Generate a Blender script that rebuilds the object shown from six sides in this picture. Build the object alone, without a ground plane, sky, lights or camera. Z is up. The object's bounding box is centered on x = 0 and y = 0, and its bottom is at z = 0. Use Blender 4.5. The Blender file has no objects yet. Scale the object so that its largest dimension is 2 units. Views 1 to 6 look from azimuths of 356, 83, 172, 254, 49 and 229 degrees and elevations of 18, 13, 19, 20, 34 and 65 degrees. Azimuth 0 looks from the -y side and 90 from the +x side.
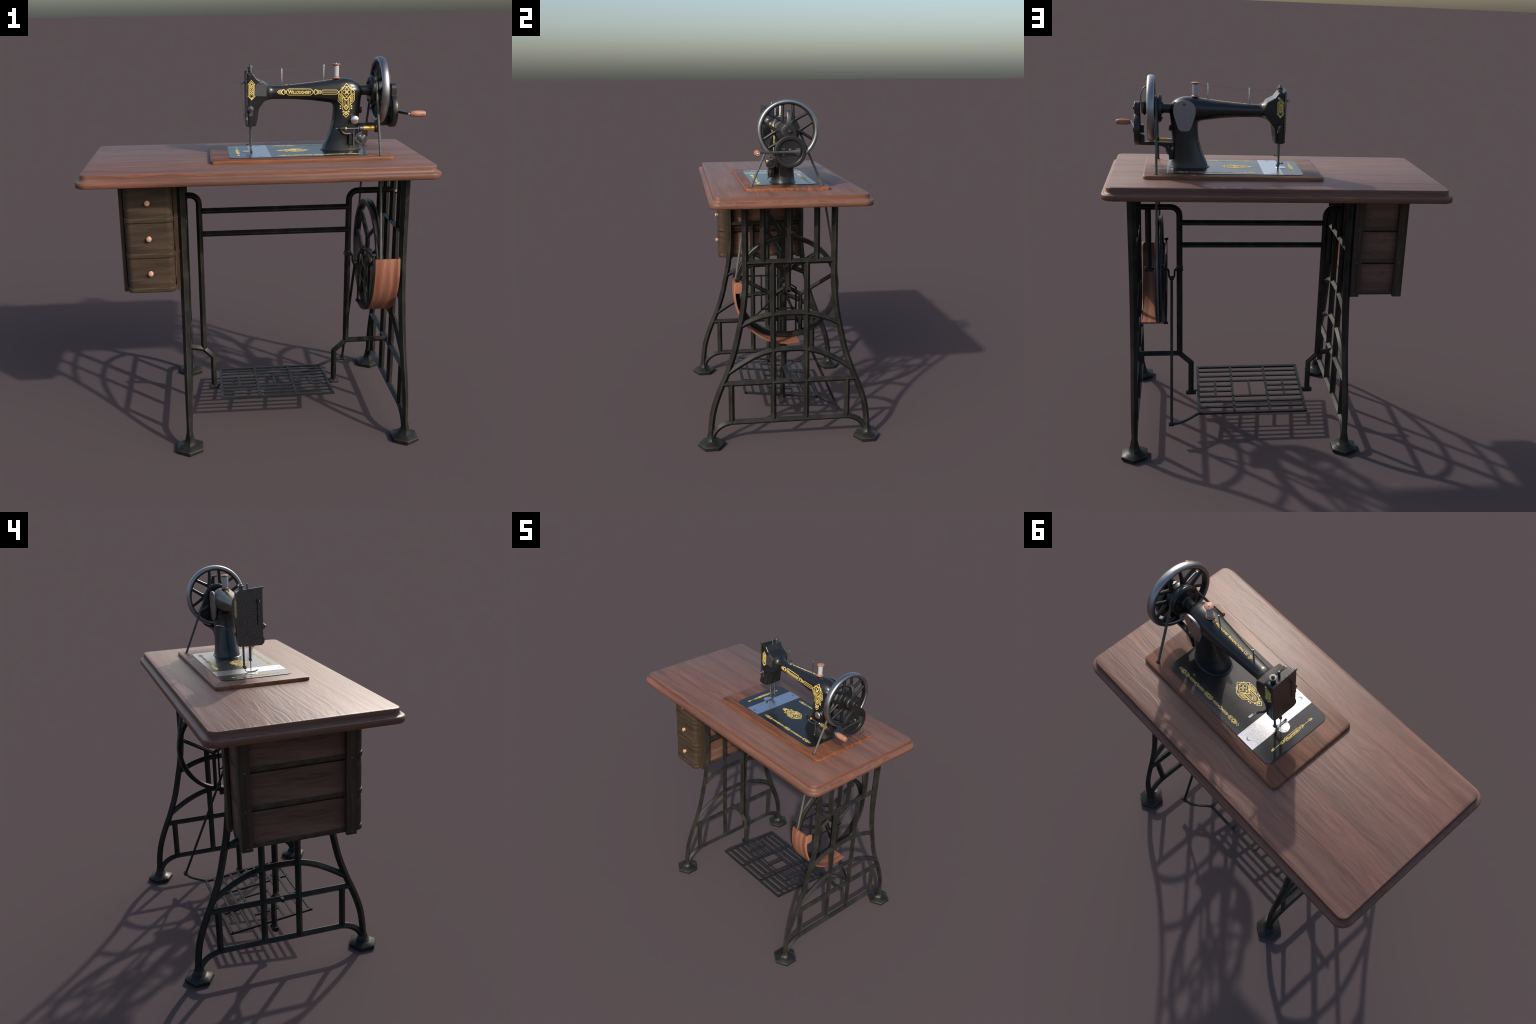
"""Antique treadle sewing machine: cast-iron table with drawers, drive wheel and pedal,
carrying a black lacquered sewing machine with gilt ornament."""
import bpy, bmesh, math, random
import numpy as np
from mathutils import Vector, Matrix
from mathutils.bvhtree import BVHTree

random.seed(7)
TAU = math.tau
SCN = bpy.context.scene.collection

# ------------------------------------------------------------------ materials
def new_mat(name):
    m = bpy.data.materials.new(name)
    m.use_nodes = True
    nt = m.node_tree
    b = nt.nodes["Principled BSDF"]
    return m, nt, b

def N(nt, kind, **kw):
    n = nt.nodes.new(kind)
    for k, v in kw.items():
        if k in n.inputs:
            n.inputs[k].default_value = v
        else:
            setattr(n, k, v)
    return n

def mixc(nt, fac, a, b, blend="MIX"):
    n = nt.nodes.new("ShaderNodeMix")
    n.data_type = "RGBA"
    n.blend_type = blend
    for sock, val in ((0, fac), (6, a), (7, b)):
        if isinstance(val, bpy.types.NodeSocket):
            nt.links.new(val, n.inputs[sock])
        elif sock == 0:
            n.inputs[0].default_value = val
        else:
            n.inputs[sock].default_value = (*val, 1)
    return n.outputs[2]

def ramp(nt, src, stops):
    r = nt.nodes.new("ShaderNodeValToRGB")
    e = r.color_ramp.elements
    while len(e) < len(stops):
        e.new(0.5)
    for el, (p, c) in zip(e, stops):
        el.position = p
        el.color = (c, c, c, 1) if isinstance(c, (int, float)) else (*c, 1)
    nt.links.new(src, r.inputs[0])
    return r.outputs[0]

def mathn(nt, op, a, b=None):
    n = nt.nodes.new("ShaderNodeMath")
    n.operation = op
    for i, v in enumerate((a, b)):
        if v is None:
            continue
        if isinstance(v, bpy.types.NodeSocket):
            nt.links.new(v, n.inputs[i])
        else:
            n.inputs[i].default_value = v
    return n.outputs[0]

def coords(nt, scale, rot=(0, 0, 0), src="Object", loc=(0, 0, 0)):
    tc = nt.nodes.new("ShaderNodeTexCoord")
    mp = nt.nodes.new("ShaderNodeMapping")
    mp.inputs["Scale"].default_value = scale
    mp.inputs["Rotation"].default_value = rot
    mp.inputs["Location"].default_value = loc
    nt.links.new(tc.outputs[src], mp.inputs[0])
    return mp.outputs[0]

def noise(nt, vec, scale=1.0, detail=3.0, rough=0.5, distort=0.0):
    n = nt.nodes.new("ShaderNodeTexNoise")
    n.inputs["Scale"].default_value = scale
    n.inputs["Detail"].default_value = detail
    n.inputs["Roughness"].default_value = rough
    n.inputs["Distortion"].default_value = distort
    nt.links.new(vec, n.inputs["Vector"])
    return n.outputs[0]

def bump(nt, bsdf, height, strength=0.2, dist=0.002):
    n = nt.nodes.new("ShaderNodeBump")
    n.inputs["Strength"].default_value = strength
    n.inputs["Distance"].default_value = dist
    nt.links.new(height, n.inputs["Height"])
    nt.links.new(n.outputs[0], bsdf.inputs["Normal"])

def wood(name, dark, mid, light, axis=0, across=11.0, along=1.1, rough=0.5, bump_s=0.25,
         swap_ends=False, painted_sheen=None, loc=(0, 0, 0), spec=0.5, edge=None, streak=0.55, span=0.5, fib=1.0, bent=None):
    """Plain-sawn timber: broad wavering bands plus fine pores, stretched along one axis."""
    m, nt, b = new_mat(name)
    wob = nt.nodes.new("ShaderNodeTexNoise")
    wob.inputs["Scale"].default_value = 1.0
    wob.inputs["Detail"].default_value = 2.0
    nt.links.new(coords(nt, tuple(w / span for w in ((3.0, 4.0, 4.0), (4.0, 3.0, 4.0), (4.0, 4.0, 3.0))[axis]), loc=loc), wob.inputs["Vector"])
    def warped(s):
        """Stretch along the grain, after the grain lines have been bent sideways a little."""
        m_ = nt.nodes.new("ShaderNodeVectorMath"); m_.operation = "SUBTRACT"
        nt.links.new(wob.outputs["Color"], m_.inputs[0]); m_.inputs[1].default_value = (0.5, 0.5, 0.5)
        k_ = nt.nodes.new("ShaderNodeVectorMath"); k_.operation = "MULTIPLY"
        nt.links.new(m_.outputs[0], k_.inputs[0])
        k_.inputs[1].default_value = tuple(c * 0.050 * span for c in s)
        a_ = nt.nodes.new("ShaderNodeVectorMath"); a_.operation = "ADD"
        nt.links.new(coords(nt, s, loc=loc), a_.inputs[0]); nt.links.new(k_.outputs[0], a_.inputs[1])
        return a_.outputs[0]
    def stretched(a_long, a_cross):
        s = [a_cross] * 3
        s[axis] = a_long
        if bent is not None:        # steam-bent stock: the grain follows the curve
            s[bent] = a_long
        v = warped(s)
        if not swap_ends:
            return v
        s2 = [a_cross] * 3
        s2[1 if axis == 0 else 0] = a_long
        v2 = warped(s2)
        g = nt.nodes.new("ShaderNodeNewGeometry")
        sx = nt.nodes.new("ShaderNodeSeparateXYZ")
        nt.links.new(g.outputs["Normal"], sx.inputs[0])
        ax = mathn(nt, "ABSOLUTE", sx.outputs[axis])
        st = mathn(nt, "GREATER_THAN", ax, 0.72)
        mx = nt.nodes.new("ShaderNodeMix")
        mx.data_type = "VECTOR"
        nt.links.new(st, mx.inputs[0])
        nt.links.new(v, mx.inputs[4])
        nt.links.new(v2, mx.inputs[5])
        return mx.outputs[1]
    broad = noise(nt, stretched(along, across), 1.0, 5, 0.58, 0.9)
    fine = noise(nt, stretched(along * 4.0 * fib, across * 7), 1.0, 5, 0.65, 0.5)
    col = ramp(nt, broad, [(0.34, dark), (0.5, mid), (0.64, light)])
    col = mixc(nt, streak, col, ramp(nt, fine, [(0.34, 0.5), (0.60, 1.0)]), "MULTIPLY")
    if painted_sheen:
        patch = noise(nt, coords(nt, (1.6, 5, 3)), 1.0, 3, 0.6, 0.4)
        col = mixc(nt, ramp(nt, patch, [(0.42, 0.0), (0.72, 0.6)]), col, painted_sheen)  # greyish surface sheen painted into the base colour in noise patches
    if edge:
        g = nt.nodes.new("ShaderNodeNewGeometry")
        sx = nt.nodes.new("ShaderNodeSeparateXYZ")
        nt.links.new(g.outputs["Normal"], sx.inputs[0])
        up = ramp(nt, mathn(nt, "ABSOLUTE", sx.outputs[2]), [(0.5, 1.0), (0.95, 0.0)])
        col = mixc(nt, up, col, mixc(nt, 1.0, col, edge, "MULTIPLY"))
    nt.links.new(col, b.inputs["Base Color"])
    b.inputs["Roughness"].default_value = rough
    b.inputs["Specular IOR Level"].default_value = spec
    ridge = noise(nt, stretched(along * 1.4, across * 1.7), 1.0, 5, 0.55, 1.0)
    fibre = noise(nt, stretched(along * 9 * fib, across * 9), 1.0, 4, 0.65, 0.4)
    h = mathn(nt, "ADD", mathn(nt, "MULTIPLY", ridge, 1.0), mathn(nt, "MULTIPLY", fibre, 0.22))
    bump(nt, b, h, bump_s, 0.004)
    return m

def metal(name, col, rough=0.4, metallic=1.0, vary=0.25, scale=30, bump_s=0.0, coat=0.0):
    m, nt, b = new_mat(name)
    n = noise(nt, coords(nt, (scale,) * 3), 1.0, 4, 0.6)
    dark = tuple(c * (1 - vary) for c in col)
    lite = tuple(min(1, c * (1 + vary)) for c in col)
    nt.links.new(ramp(nt, n, [(0.3, dark), (0.7, lite)]), b.inputs["Base Color"])
    rr = ramp(nt, n, [(0.3, max(0.03, rough - 0.05)), (0.7, min(1, rough + 0.06))])
    nt.links.new(rr, b.inputs["Roughness"])
    b.inputs["Metallic"].default_value = metallic
    b.inputs["Coat Weight"].default_value = coat
    b.inputs["Coat Roughness"].default_value = 0.15
    if bump_s:
        bump(nt, b, n, bump_s, 0.001)
    return m

def cast_iron(name, dark, worn, amount=0.6, rough=0.45):
    m, nt, b = new_mat(name)
    n1 = noise(nt, coords(nt, (14, 14, 9)), 1.0, 5, 0.6, 0.3)
    n2 = noise(nt, coords(nt, (90, 90, 90)), 1.0, 3, 0.6)
    f = ramp(nt, n1, [(0.45, 0.0), (0.75, amount)])
    col = mixc(nt, f, dark, worn)
    col = mixc(nt, 0.4, col, ramp(nt, n2, [(0.3, 0.5), (0.7, 1.0)]), "MULTIPLY")
    nt.links.new(col, b.inputs["Base Color"])
    nt.links.new(ramp(nt, n1, [(0.3, rough + 0.08), (0.75, rough - 0.1)]), b.inputs["Roughness"])
    b.inputs["Specular IOR Level"].default_value = 0.2
    bump(nt, b, n2, 0.15, 0.001)
    return m

def lacquer(name, col=(0.0065, 0.0067, 0.0070), rough=0.34, coat=0.25):
    m, nt, b = new_mat(name)
    n = noise(nt, coords(nt, (7, 7, 7)), 1.0, 4, 0.6)
    nt.links.new(ramp(nt, n, [(0.3, col), (0.8, tuple(c * 1.35 for c in col))]), b.inputs["Base Color"])
    nt.links.new(ramp(nt, n, [(0.3, rough - 0.015), (0.75, rough + 0.03)]), b.inputs["Roughness"])
    b.inputs["Coat Weight"].default_value = coat
    b.inputs["Coat Roughness"].default_value = 0.22
    return m

def engraved_plate(name):
    """Dark nickel face plate engraved with rows of rings."""
    m, nt, b = new_mat(name)
    v = nt.nodes.new("ShaderNodeTexVoronoi")
    v.inputs["Scale"].default_value = 40
    v.inputs["Randomness"].default_value = 0.35
    nt.links.new(coords(nt, (0, 1, 1)), v.inputs["Vector"])
    w = nt.nodes.new("ShaderNodeMath")
    w.operation = "SINE"
    nt.links.new(mathn(nt, "MULTIPLY", v.outputs["Distance"], 17.0), w.inputs[0])
    f = noise(nt, coords(nt, (160, 160, 160)), 1.0, 3, 0.6)
    h = mathn(nt, "ADD", w.outputs[0], mathn(nt, "MULTIPLY", f, 1.5))
    col = ramp(nt, h, [(0.0, (0.100, 0.093, 0.091)), (0.9, (0.140, 0.130, 0.128))])
    nt.links.new(col, b.inputs["Base Color"])
    b.inputs["Metallic"].default_value = 0.9
    b.inputs["Roughness"].default_value = 0.36
    bump(nt, b, h, 0.22, 0.0003)
    return m

def twisted_cord(name):
    m, nt, b = new_mat(name)
    w = nt.nodes.new("ShaderNodeTexWave")
    w.inputs["Scale"].default_value = 38
    w.inputs["Distortion"].default_value = 1.5
    nt.links.new(coords(nt, (1, 1, 1), (0.5, 0.4, 0)), w.inputs["Vector"])
    f = noise(nt, coords(nt, (60, 60, 60)), 1.0, 3, 0.6)
    col = mixc(nt, mathn(nt, "MULTIPLY", w.outputs["Fac"], 0.6), (0.085, 0.082, 0.074), (0.150, 0.145, 0.130))
    col = mixc(nt, 0.5, col, ramp(nt, f, [(0.3, 0.4), (0.7, 1.0)]), "MULTIPLY")
    nt.links.new(col, b.inputs["Base Color"])
    b.inputs["Roughness"].default_value = 0.8
    bump(nt, b, w.outputs["Fac"], 0.2, 0.001)
    return m

M = {}
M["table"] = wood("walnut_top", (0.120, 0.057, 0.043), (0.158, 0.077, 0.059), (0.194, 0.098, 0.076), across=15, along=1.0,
                  rough=0.45, bump_s=0.8, swap_ends=True, painted_sheen=(0.130, 0.086, 0.069), edge=(1.02, 0.82, 0.66), spec=0.36, streak=0.44, span=1.0, fib=2.0)
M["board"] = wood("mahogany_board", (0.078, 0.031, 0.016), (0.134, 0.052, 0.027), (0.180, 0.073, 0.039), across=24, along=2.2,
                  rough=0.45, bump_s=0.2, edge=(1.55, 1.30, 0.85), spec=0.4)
M["drawer_front"] = wood("dark_oak_front", (0.036, 0.023, 0.0145), (0.056, 0.0365, 0.0225), (0.076, 0.051, 0.032), across=24, along=2.4,
                         rough=0.55, bump_s=0.15, spec=0.25)
M["post"] = wood("dark_oak_post", (0.036, 0.0235, 0.0150), (0.054, 0.0355, 0.0225), (0.072, 0.048, 0.031), axis=2, across=40, along=2.0,
                 rough=0.55, bump_s=0.15, spec=0.2)
M["panel"] = wood("red_panel", (0.095, 0.046, 0.032), (0.140, 0.070, 0.050), (0.185, 0.098, 0.073), axis=1, across=14, along=1.5,
                  rough=0.6, bump_s=0.15, swap_ends=True, spec=0.25)
M["guard"] = wood("guard_wood", (0.150, 0.056, 0.032), (0.255, 0.102, 0.060), (0.340, 0.152, 0.094), axis=2, across=24, along=1.1,
                  rough=0.48, bump_s=0.1, spec=0.35, streak=0.25, bent=1, span=0.35)
M["peach"] = wood("peach_knob", (0.54, 0.27, 0.17), (0.66, 0.34, 0.22), (0.74, 0.42, 0.28), across=60, along=12, rough=0.4, bump_s=0.1)
M["spoolwood"] = wood("spool_wood", (0.30, 0.125, 0.075), (0.40, 0.175, 0.105), (0.47, 0.22, 0.14), axis=2, across=90, along=30, rough=0.5, bump_s=0.1)
M["iron"] = cast_iron("cast_iron", (0.0128, 0.0125, 0.0110), (0.045, 0.043, 0.036), 0.65, 0.37)
M["iron_edge"] = cast_iron("cast_iron_edge", (0.024, 0.0235, 0.0195), (0.070, 0.067, 0.055), 0.7, 0.38)
M["iron_dull"] = cast_iron("pedal_iron", (0.0155, 0.0165, 0.0155), (0.036, 0.036, 0.032), 0.6, 0.42)
M["black"] = lacquer("black_lacquer")
M["bed"] = lacquer("bed_lacquer", (0.0085, 0.0085, 0.0085), 0.27, 0.35)
M["black_iron"] = lacquer("black_japanned", (0.0075, 0.0078, 0.0075), 0.42, 0.1)
M["silver"] = metal("slide_plate_steel", (0.62, 0.63, 0.65), 0.25, 1.0, 0.08, 700, 0.25)
M["nickel"] = metal("nickel", (0.62, 0.60, 0.59), 0.30, 1.0, 0.03, 20)
M["pin"] = metal("steel_pin", (0.42, 0.43, 0.45), 0.22, 1.0, 0.1, 60)
M["dark_steel"] = metal("dark_steel", (0.125, 0.125, 0.13), 0.45, 0.9, 0.12, 30)
M["rim"] = metal("polished_rim", (0.31, 0.315, 0.325), 0.40, 1.0, 0.10, 14)
M["cover"] = metal("cover_steel", (0.30, 0.29, 0.30), 0.40, 0.95, 0.06, 90)
M["cover_dark"] = metal("front_cover_steel", (0.13, 0.13, 0.135), 0.42, 0.8, 0.08, 90)
M["plate"] = engraved_plate("engraved_plate")
M["gold"] = metal("gilt", (0.92, 0.70, 0.21), 0.6, 0.0, 0.05, 120)
M["brass"] = metal("brass_thread", (0.70, 0.42, 0.10), 0.38, 0.8, 0.2, 220, 0.4)
M["cotton"] = metal("white_thread", (0.40, 0.39, 0.39), 0.85, 0.0, 0.06, 300, 0.3)
M["thread"] = metal("thread", (0.09, 0.075, 0.075), 0.7, 0.0)
M["cord"] = twisted_cord("twisted_cord")
M["void"] = metal("slot_black", (0.002, 0.002, 0.002), 0.9, 0.0)
M["bolt"] = metal("bolt_blue", (0.10, 0.11, 0.13), 0.4, 0.7)

# ------------------------------------------------------------------ object helpers
def empty(name, parent=None, loc=(0, 0, 0)):
    o = bpy.data.objects.new(name, None)
    o.empty_display_size = 0.05
    SCN.objects.link(o)
    if parent:
        o.parent = parent
    o.location = loc
    return o

def obj(name, bm, mats, parent, smooth=35, loc=(0, 0, 0)):
    me = bpy.data.meshes.new(name)
    bmesh.ops.recalc_face_normals(bm, faces=bm.faces)
    bm.to_mesh(me)
    bm.free()
    for m in (mats if isinstance(mats, (list, tuple)) else [mats]):
        me.materials.append(M[m])
    if smooth is not None:
        me.polygons.foreach_set("use_smooth", [True] * len(me.polygons))
        if smooth < 180:
            me.set_sharp_from_angle(angle=math.radians(smooth))
    o = bpy.data.objects.new(name, me)
    SCN.objects.link(o)
    o.parent = parent
    o.location = loc
    return o

def again(src, parent, loc=None, scale=None, rot=None):
    o = src.copy()
    SCN.objects.link(o)
    o.parent = parent
    if loc is not None:
        o.location = loc
    if scale is not None:
        o.scale = scale
    if rot is not None:
        o.rotation_euler = rot
    return o

def rings_to_bm(bm, rings, closed_ring=True, closed_path=False, cap=True, mat=0, mats=None):
    """Skin a list of vertex rings; mats gives the material index of each strip round the ring."""
    vs = [[bm.verts.new(p) for p in r] for r in rings]
    n = len(rings[0])
    seq = list(zip(vs, vs[1:])) + ([(vs[-1], vs[0])] if closed_path else [])
    for a, b in seq:
        for i in range(n if closed_ring else n - 1):
            j = (i + 1) % n
            f = bm.faces.new((a[i], a[j], b[j], b[i]))
            f.material_index = mats[i] if mats else mat
    if cap and not closed_path:
        for r in (vs[0][::-1], vs[-1]):
            f = bm.faces.new(r)
            f.material_index = mat
    return vs

def V3(p):
    return Vector(p)

def planar_sweep(bm, path, binormal, prof, closed=False, scales=None, mats=None, cap=True):
    """Sweep a profile [(in-plane, along binormal)] along a planar path with mitred corners."""
    path = [V3(p) for p in path]
    bn = V3(binormal).normalized()
    rings = []
    n = len(path)
    for i, p in enumerate(path):
        d0 = (p - path[i - 1]) if (i > 0 or closed) else None
        d1 = (path[(i + 1) % n] - p) if (i < n - 1 or closed) else None
        d0 = d0.normalized() if d0 is not None else d1.normalized()
        d1 = d1.normalized() if d1 is not None else d0
        t = (d0 + d1).normalized()
        k = 1.0 / max(0.4, t.dot(d1))
        nn = bn.cross(t)
        sc = scales[i] if scales else (1, 1)
        if not isinstance(sc, tuple):
            sc = (sc, sc)
        rings.append([p + nn * (u * k * sc[0]) + bn * (v * sc[1]) for u, v in prof])
    rings_to_bm(bm, rings, closed_path=closed, mats=mats, cap=cap)

def diamond(w, d, c=0.12):
    """Diamond bar section with narrow chamfers on its four ridges."""
    return [(w, -d * c), (w, d * c), (w * c, d), (-w * c, d), (-w, d * c), (-w, -d * c), (-w * c, -d), (w * c, -d)]
DMATS = [1, 0, 1, 0, 1, 0, 1, 0]

def rect(w, d, b=0.0):
    if not b:
        return [(w, -d), (w, d), (-w, d), (-w, -d)]
    return [(w, -d + b), (w, d - b), (w - b, d), (-w + b, d), (-w, d - b), (-w, -d + b), (-w + b, -d), (w - b, -d)]

def smooth_path(pts, n=6):
    """Catmull-Rom through control points."""
    P = [V3(p) for p in pts]
    P = [2 * P[0] - P[1]] + P + [2 * P[-1] - P[-2]]
    out = []
    for i in range(1, len(P) - 2):
        a, b, c, d = P[i - 1:i + 3]
        for k in range(n):
            t = k / n
            out.append(0.5 * ((2 * b) + (c - a) * t + (2 * a - 5 * b + 4 * c - d) * t * t + (3 * b - a - 3 * c + d) * t ** 3))
    out.append(P[-2])
    return out

def tube(bm, path, r, seg=12, closed=False, mat=0, cap=True):
    """Round tube by parallel transport; r is a number or one radius per point."""
    path = [V3(p) for p in path]
    n = len(path)
    rad = r if isinstance(r, (list, tuple)) else [r] * n
    tang = []
    for i in range(n):
        a = path[i - 1] if (i > 0 or closed) else path[i]
        b = path[(i + 1) % n] if (i < n - 1 or closed) else path[i]
        tang.append((b - a).normalized())
    ref = Vector((0, 0, 1)) if abs(tang[0].z) < 0.9 else Vector((1, 0, 0))
    nrm = tang[0].cross(ref).normalized()
    rings = []
    for i in range(n):
        if i:
            nrm = (nrm - tang[i] * nrm.dot(tang[i])).normalized()
        bi = tang[i].cross(nrm)
        rings.append([path[i] + (nrm * math.cos(TAU * k / seg) + bi * math.sin(TAU * k / seg)) * rad[i] for k in range(seg)])
    rings_to_bm(bm, rings, closed_path=closed, mat=mat, cap=cap)

def lathe(bm, prof, origin, axis="z", seg=32, mat=0, mats=None, closed=False, squash=(1, 1)):
    """Revolve [(radius, height)] about an axis through origin."""
    o = V3(origin)
    ax = {"x": (V3((0, 1, 0)), V3((0, 0, 1)), V3((1, 0, 0))), "y": (V3((0, 0, 1)), V3((1, 0, 0)), V3((0, 1, 0))),
          "z": (V3((1, 0, 0)), V3((0, 1, 0)), V3((0, 0, 1)))}[axis]
    rings = []
    for r, h in prof:
        r = max(r, 1e-5)
        rings.append([o + ax[0] * (r * squash[0] * math.cos(TAU * k / seg)) + ax[1] * (r * squash[1] * math.sin(TAU * k / seg)) + ax[2] * h for k in range(seg)])
    vs = [[bm.verts.new(p) for p in r] for r in rings]
    pairs = list(zip(range(len(vs) - 1), range(1, len(vs)))) + ([(len(vs) - 1, 0)] if closed else [])
    for a, b in pairs:
        for i in range(seg):
            j = (i + 1) % seg
            f = bm.faces.new((vs[a][i], vs[a][j], vs[b][j], vs[b][i]))
            f.material_index = mats[a] if mats else mat
    if not closed:
        for r, k in ((vs[0][::-1], 0), (vs[-1], -1)):
            f = bm.faces.new(r)
            f.material_index = mats[k] if mats else mat

def rounded_poly(pts, r, seg=6):
    """Round every corner of a convex or concave polygon; r is one radius or one per corner."""
    n = len(pts)
    out = []
    for i in range(n):
        p0, p, p1 = (Vector(pts[(i + k) % n]).to_2d() for k in (-1, 0, 1))
        rr = r[i] if isinstance(r, (list, tuple)) else r
        if rr <= 1e-6:
            out.append(p)
            continue
        a, b = (p0 - p).normalized(), (p1 - p).normalized()
        half = math.acos(max(-1, min(1, a.dot(b)))) / 2
        t = min(rr / math.tan(half), 0.48 * (p0 - p).length, 0.48 * (p1 - p).length)
        rr = t * math.tan(half)
        c = p + (a + b).normalized() * (rr / math.sin(half))
        s, e = p + a * t - c, p + b * t - c
        ang = s.angle_signed(e)
        for k in range(seg + 1):
            th = -ang * k / seg
            out.append(c + Vector((s.x * math.cos(th) - s.y * math.sin(th), s.x * math.sin(th) + s.y * math.cos(th))))
    return out

def inset(poly, d):
    """Offset a counter-clockwise polygon inwards by d along its mitred vertex normals."""
    n = len(poly)
    out = []
    for i in range(n):
        p0, p, p1 = poly[i - 1], poly[i], poly[(i + 1) % n]
        e0, e1 = (p - p0), (p1 - p)
        if e0.length < 1e-9: e0 = e1
        if e1.length < 1e-9: e1 = e0
        e0, e1 = e0.normalized(), e1.normalized()
        n0, n1 = Vector((-e0.y, e0.x)), Vector((-e1.y, e1.x))
        m = (n0 + n1)
        m = m.normalized() if m.length > 1e-6 else n0
        out.append(p + m * (d / max(0.5, m.dot(n0))))
    return out

def stack(bm, poly, layers, axis="z", mat=0):
    """Loft one outline through layers [(inset, height)] along an axis."""
    area = sum(a.x * b.y - b.x * a.y for a, b in zip(poly, poly[1:] + poly[:1]))
    poly = poly if area > 0 else poly[::-1]
    put = {"z": lambda p, h: (p.x, p.y, h), "x": lambda p, h: (h, p.x, p.y), "y": lambda p, h: (p.x, h, p.y)}[axis]
    rings = [[put(q, h) for q in inset(poly, d)] for d, h in layers]
    rings_to_bm(bm, rings, mat=mat)

def slab(bm, poly, h0, h1, bev=0.002, axis="z", mat=0):
    s = 1 if h1 > h0 else -1
    stack(bm, poly, [(bev, h0), (0, h0 + s * bev), (0, h1 - s * bev), (bev, h1)], axis, mat)

def box(bm, lo, hi, bev=0.001, mat=0):
    p = [Vector((lo[0], lo[1])), Vector((hi[0], lo[1])), Vector((hi[0], hi[1])), Vector((lo[0], hi[1]))]
    bev = min(bev, 0.45 * min(abs(hi[i] - lo[i]) for i in range(3)))
    slab(bm, p, lo[2], hi[2], bev, "z", mat)

def circle_poly(cx, cy, r, n=32):
    return [Vector((cx + r * math.cos(TAU * k / n), cy + r * math.sin(TAU * k / n))) for k in range(n)]

def arc_yz(x, cy, cz, r, a0, a1, n):
    return [(x, cy + r * math.cos(math.radians(a0 + (a1 - a0) * k / n)), cz + r * math.sin(math.radians(a0 + (a1 - a0) * k / n))) for k in range(n + 1)]

# ================================================================== TREADLE TABLE
table = empty("treadle_table")
table["label"] = "walnut-topped treadle table on ornate black cast-iron legs"
table["category"] = "table"

# ---- wooden top: rounded slab with a stepped, hollow-moulded edge
bm = bmesh.new()
outline = rounded_poly([(-0.901, -0.452), (0.901, -0.452), (0.901, 0.452), (-0.901, 0.452)], 0.062, 10)
stack(bm, outline, [(0.0035, 1.4325), (0.0, 1.4355), (0.0, 1.4585), (0.0035, 1.4622), (0.012, 1.4635), (0.0185, 1.4660),
                    (0.0225, 1.4705), (0.0240, 1.4765), (0.0240, 1.4915), (0.0255, 1.4950), (0.0285, 1.4965)])
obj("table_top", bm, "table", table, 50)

# ---- inset board that carries the machine
bm = bmesh.new()
outline = rounded_poly([(-0.243, -0.2445), (0.705, -0.2445), (0.705, 0.2445), (-0.243, 0.2445)], 0.022, 8)
stack(bm, outline, [(0.0, 1.4955), (0.0, 1.5095), (0.0015, 1.5125), (0.0045, 1.5140)])
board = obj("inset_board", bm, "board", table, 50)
bm = bmesh.new()
for yy in (-0.2068, 0.2068):
    lathe(bm, [(0.0, 1.5135), (0.0105, 1.5135), (0.0105, 1.5146), (0.0, 1.5146)], (0.6365, yy, 0), "z", 20)
obj("belt_hole", bm, "void", board, 40)

# ---- cast-iron side frames (both the same casting)
LEG = [(0.2535, 1.434), (0.2535, 1.23), (0.2535, 1.03), (0.258, 0.93), (0.272, 0.81), (0.289, 0.725), (0.323, 0.575),
       (0.366, 0.449), (0.389, 0.394), (0.414, 0.333), (0.437, 0.268), (0.453, 0.205), (0.463, 0.135), (0.466, 0.085), (0.466, 0.03)]
BW = 0.0172      # half width of the ordinary bars

def bars(bm):
    prof = diamond(BW, BW)
    def bar(pts, w=None):
        planar_sweep(bm, [(0, y, z) for y, z in pts], (1, 0, 0), prof, mats=DMATS)
    for y in (-0.153, 0.0, 0.153):
        bar([(y, 1.434), (y, 1.106)])
    for y in (-0.097, 0.098):
        bar([(y, 1.106), (y, 0.144)])
    for y in (-0.3435, 0.3425):
        bar([(y, 0.386), (y, 0.142)])
    bar([(-0.254, 1.106), (0.254, 1.106)])
    bar([(-0.389, 0.386), (0.389, 0.386)])
    bar([(q.y, q.z) for q in smooth_path([(0, -0.283, 0.735), (0, -0.187, 0.778), (0, -0.097, 0.7975), (0, 0, 0.8015), (0, 0.097, 0.7975), (0, 0.187, 0.776), (0, 0.283, 0.735)], 4)])
    bar([(q.y, q.z) for q in smooth_path([(0, -0.362, 0.452), (0, -0.275, 0.508), (0, -0.188, 0.5535), (0, -0.097, 0.580), (0, 0, 0.585), (0, 0.097, 0.580), (0, 0.188, 0.5545), (0, 0.277, 0.510), (0, 0.362, 0.452)], 4)])
    left = smooth_path([(0, -0.463, 0.050), (0, -0.446, 0.086), (0, -0.419, 0.115), (0, -0.383, 0.135), (0, -0.3435, 0.1445)], 4)
    path = [(q.y, q.z) for q in left] + [(-q.y, q.z) for q in left[::-1]]
    bar(path)

def leg_mesh(bm, s):
    pts = smooth_path([(0, s * y, z) for y, z in LEG], 3)
    sc = []
    for p in pts:
        k = max(0.0, min(1.0, (p.z - 0.05) / 1.3))
        sc.append((1.0, 0.66 + 0.44 * k ** 0.8))
    planar_sweep(bm, pts, (1, 0, 0), diamond(0.0185, 0.0215), scales=sc, mats=DMATS)

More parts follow.
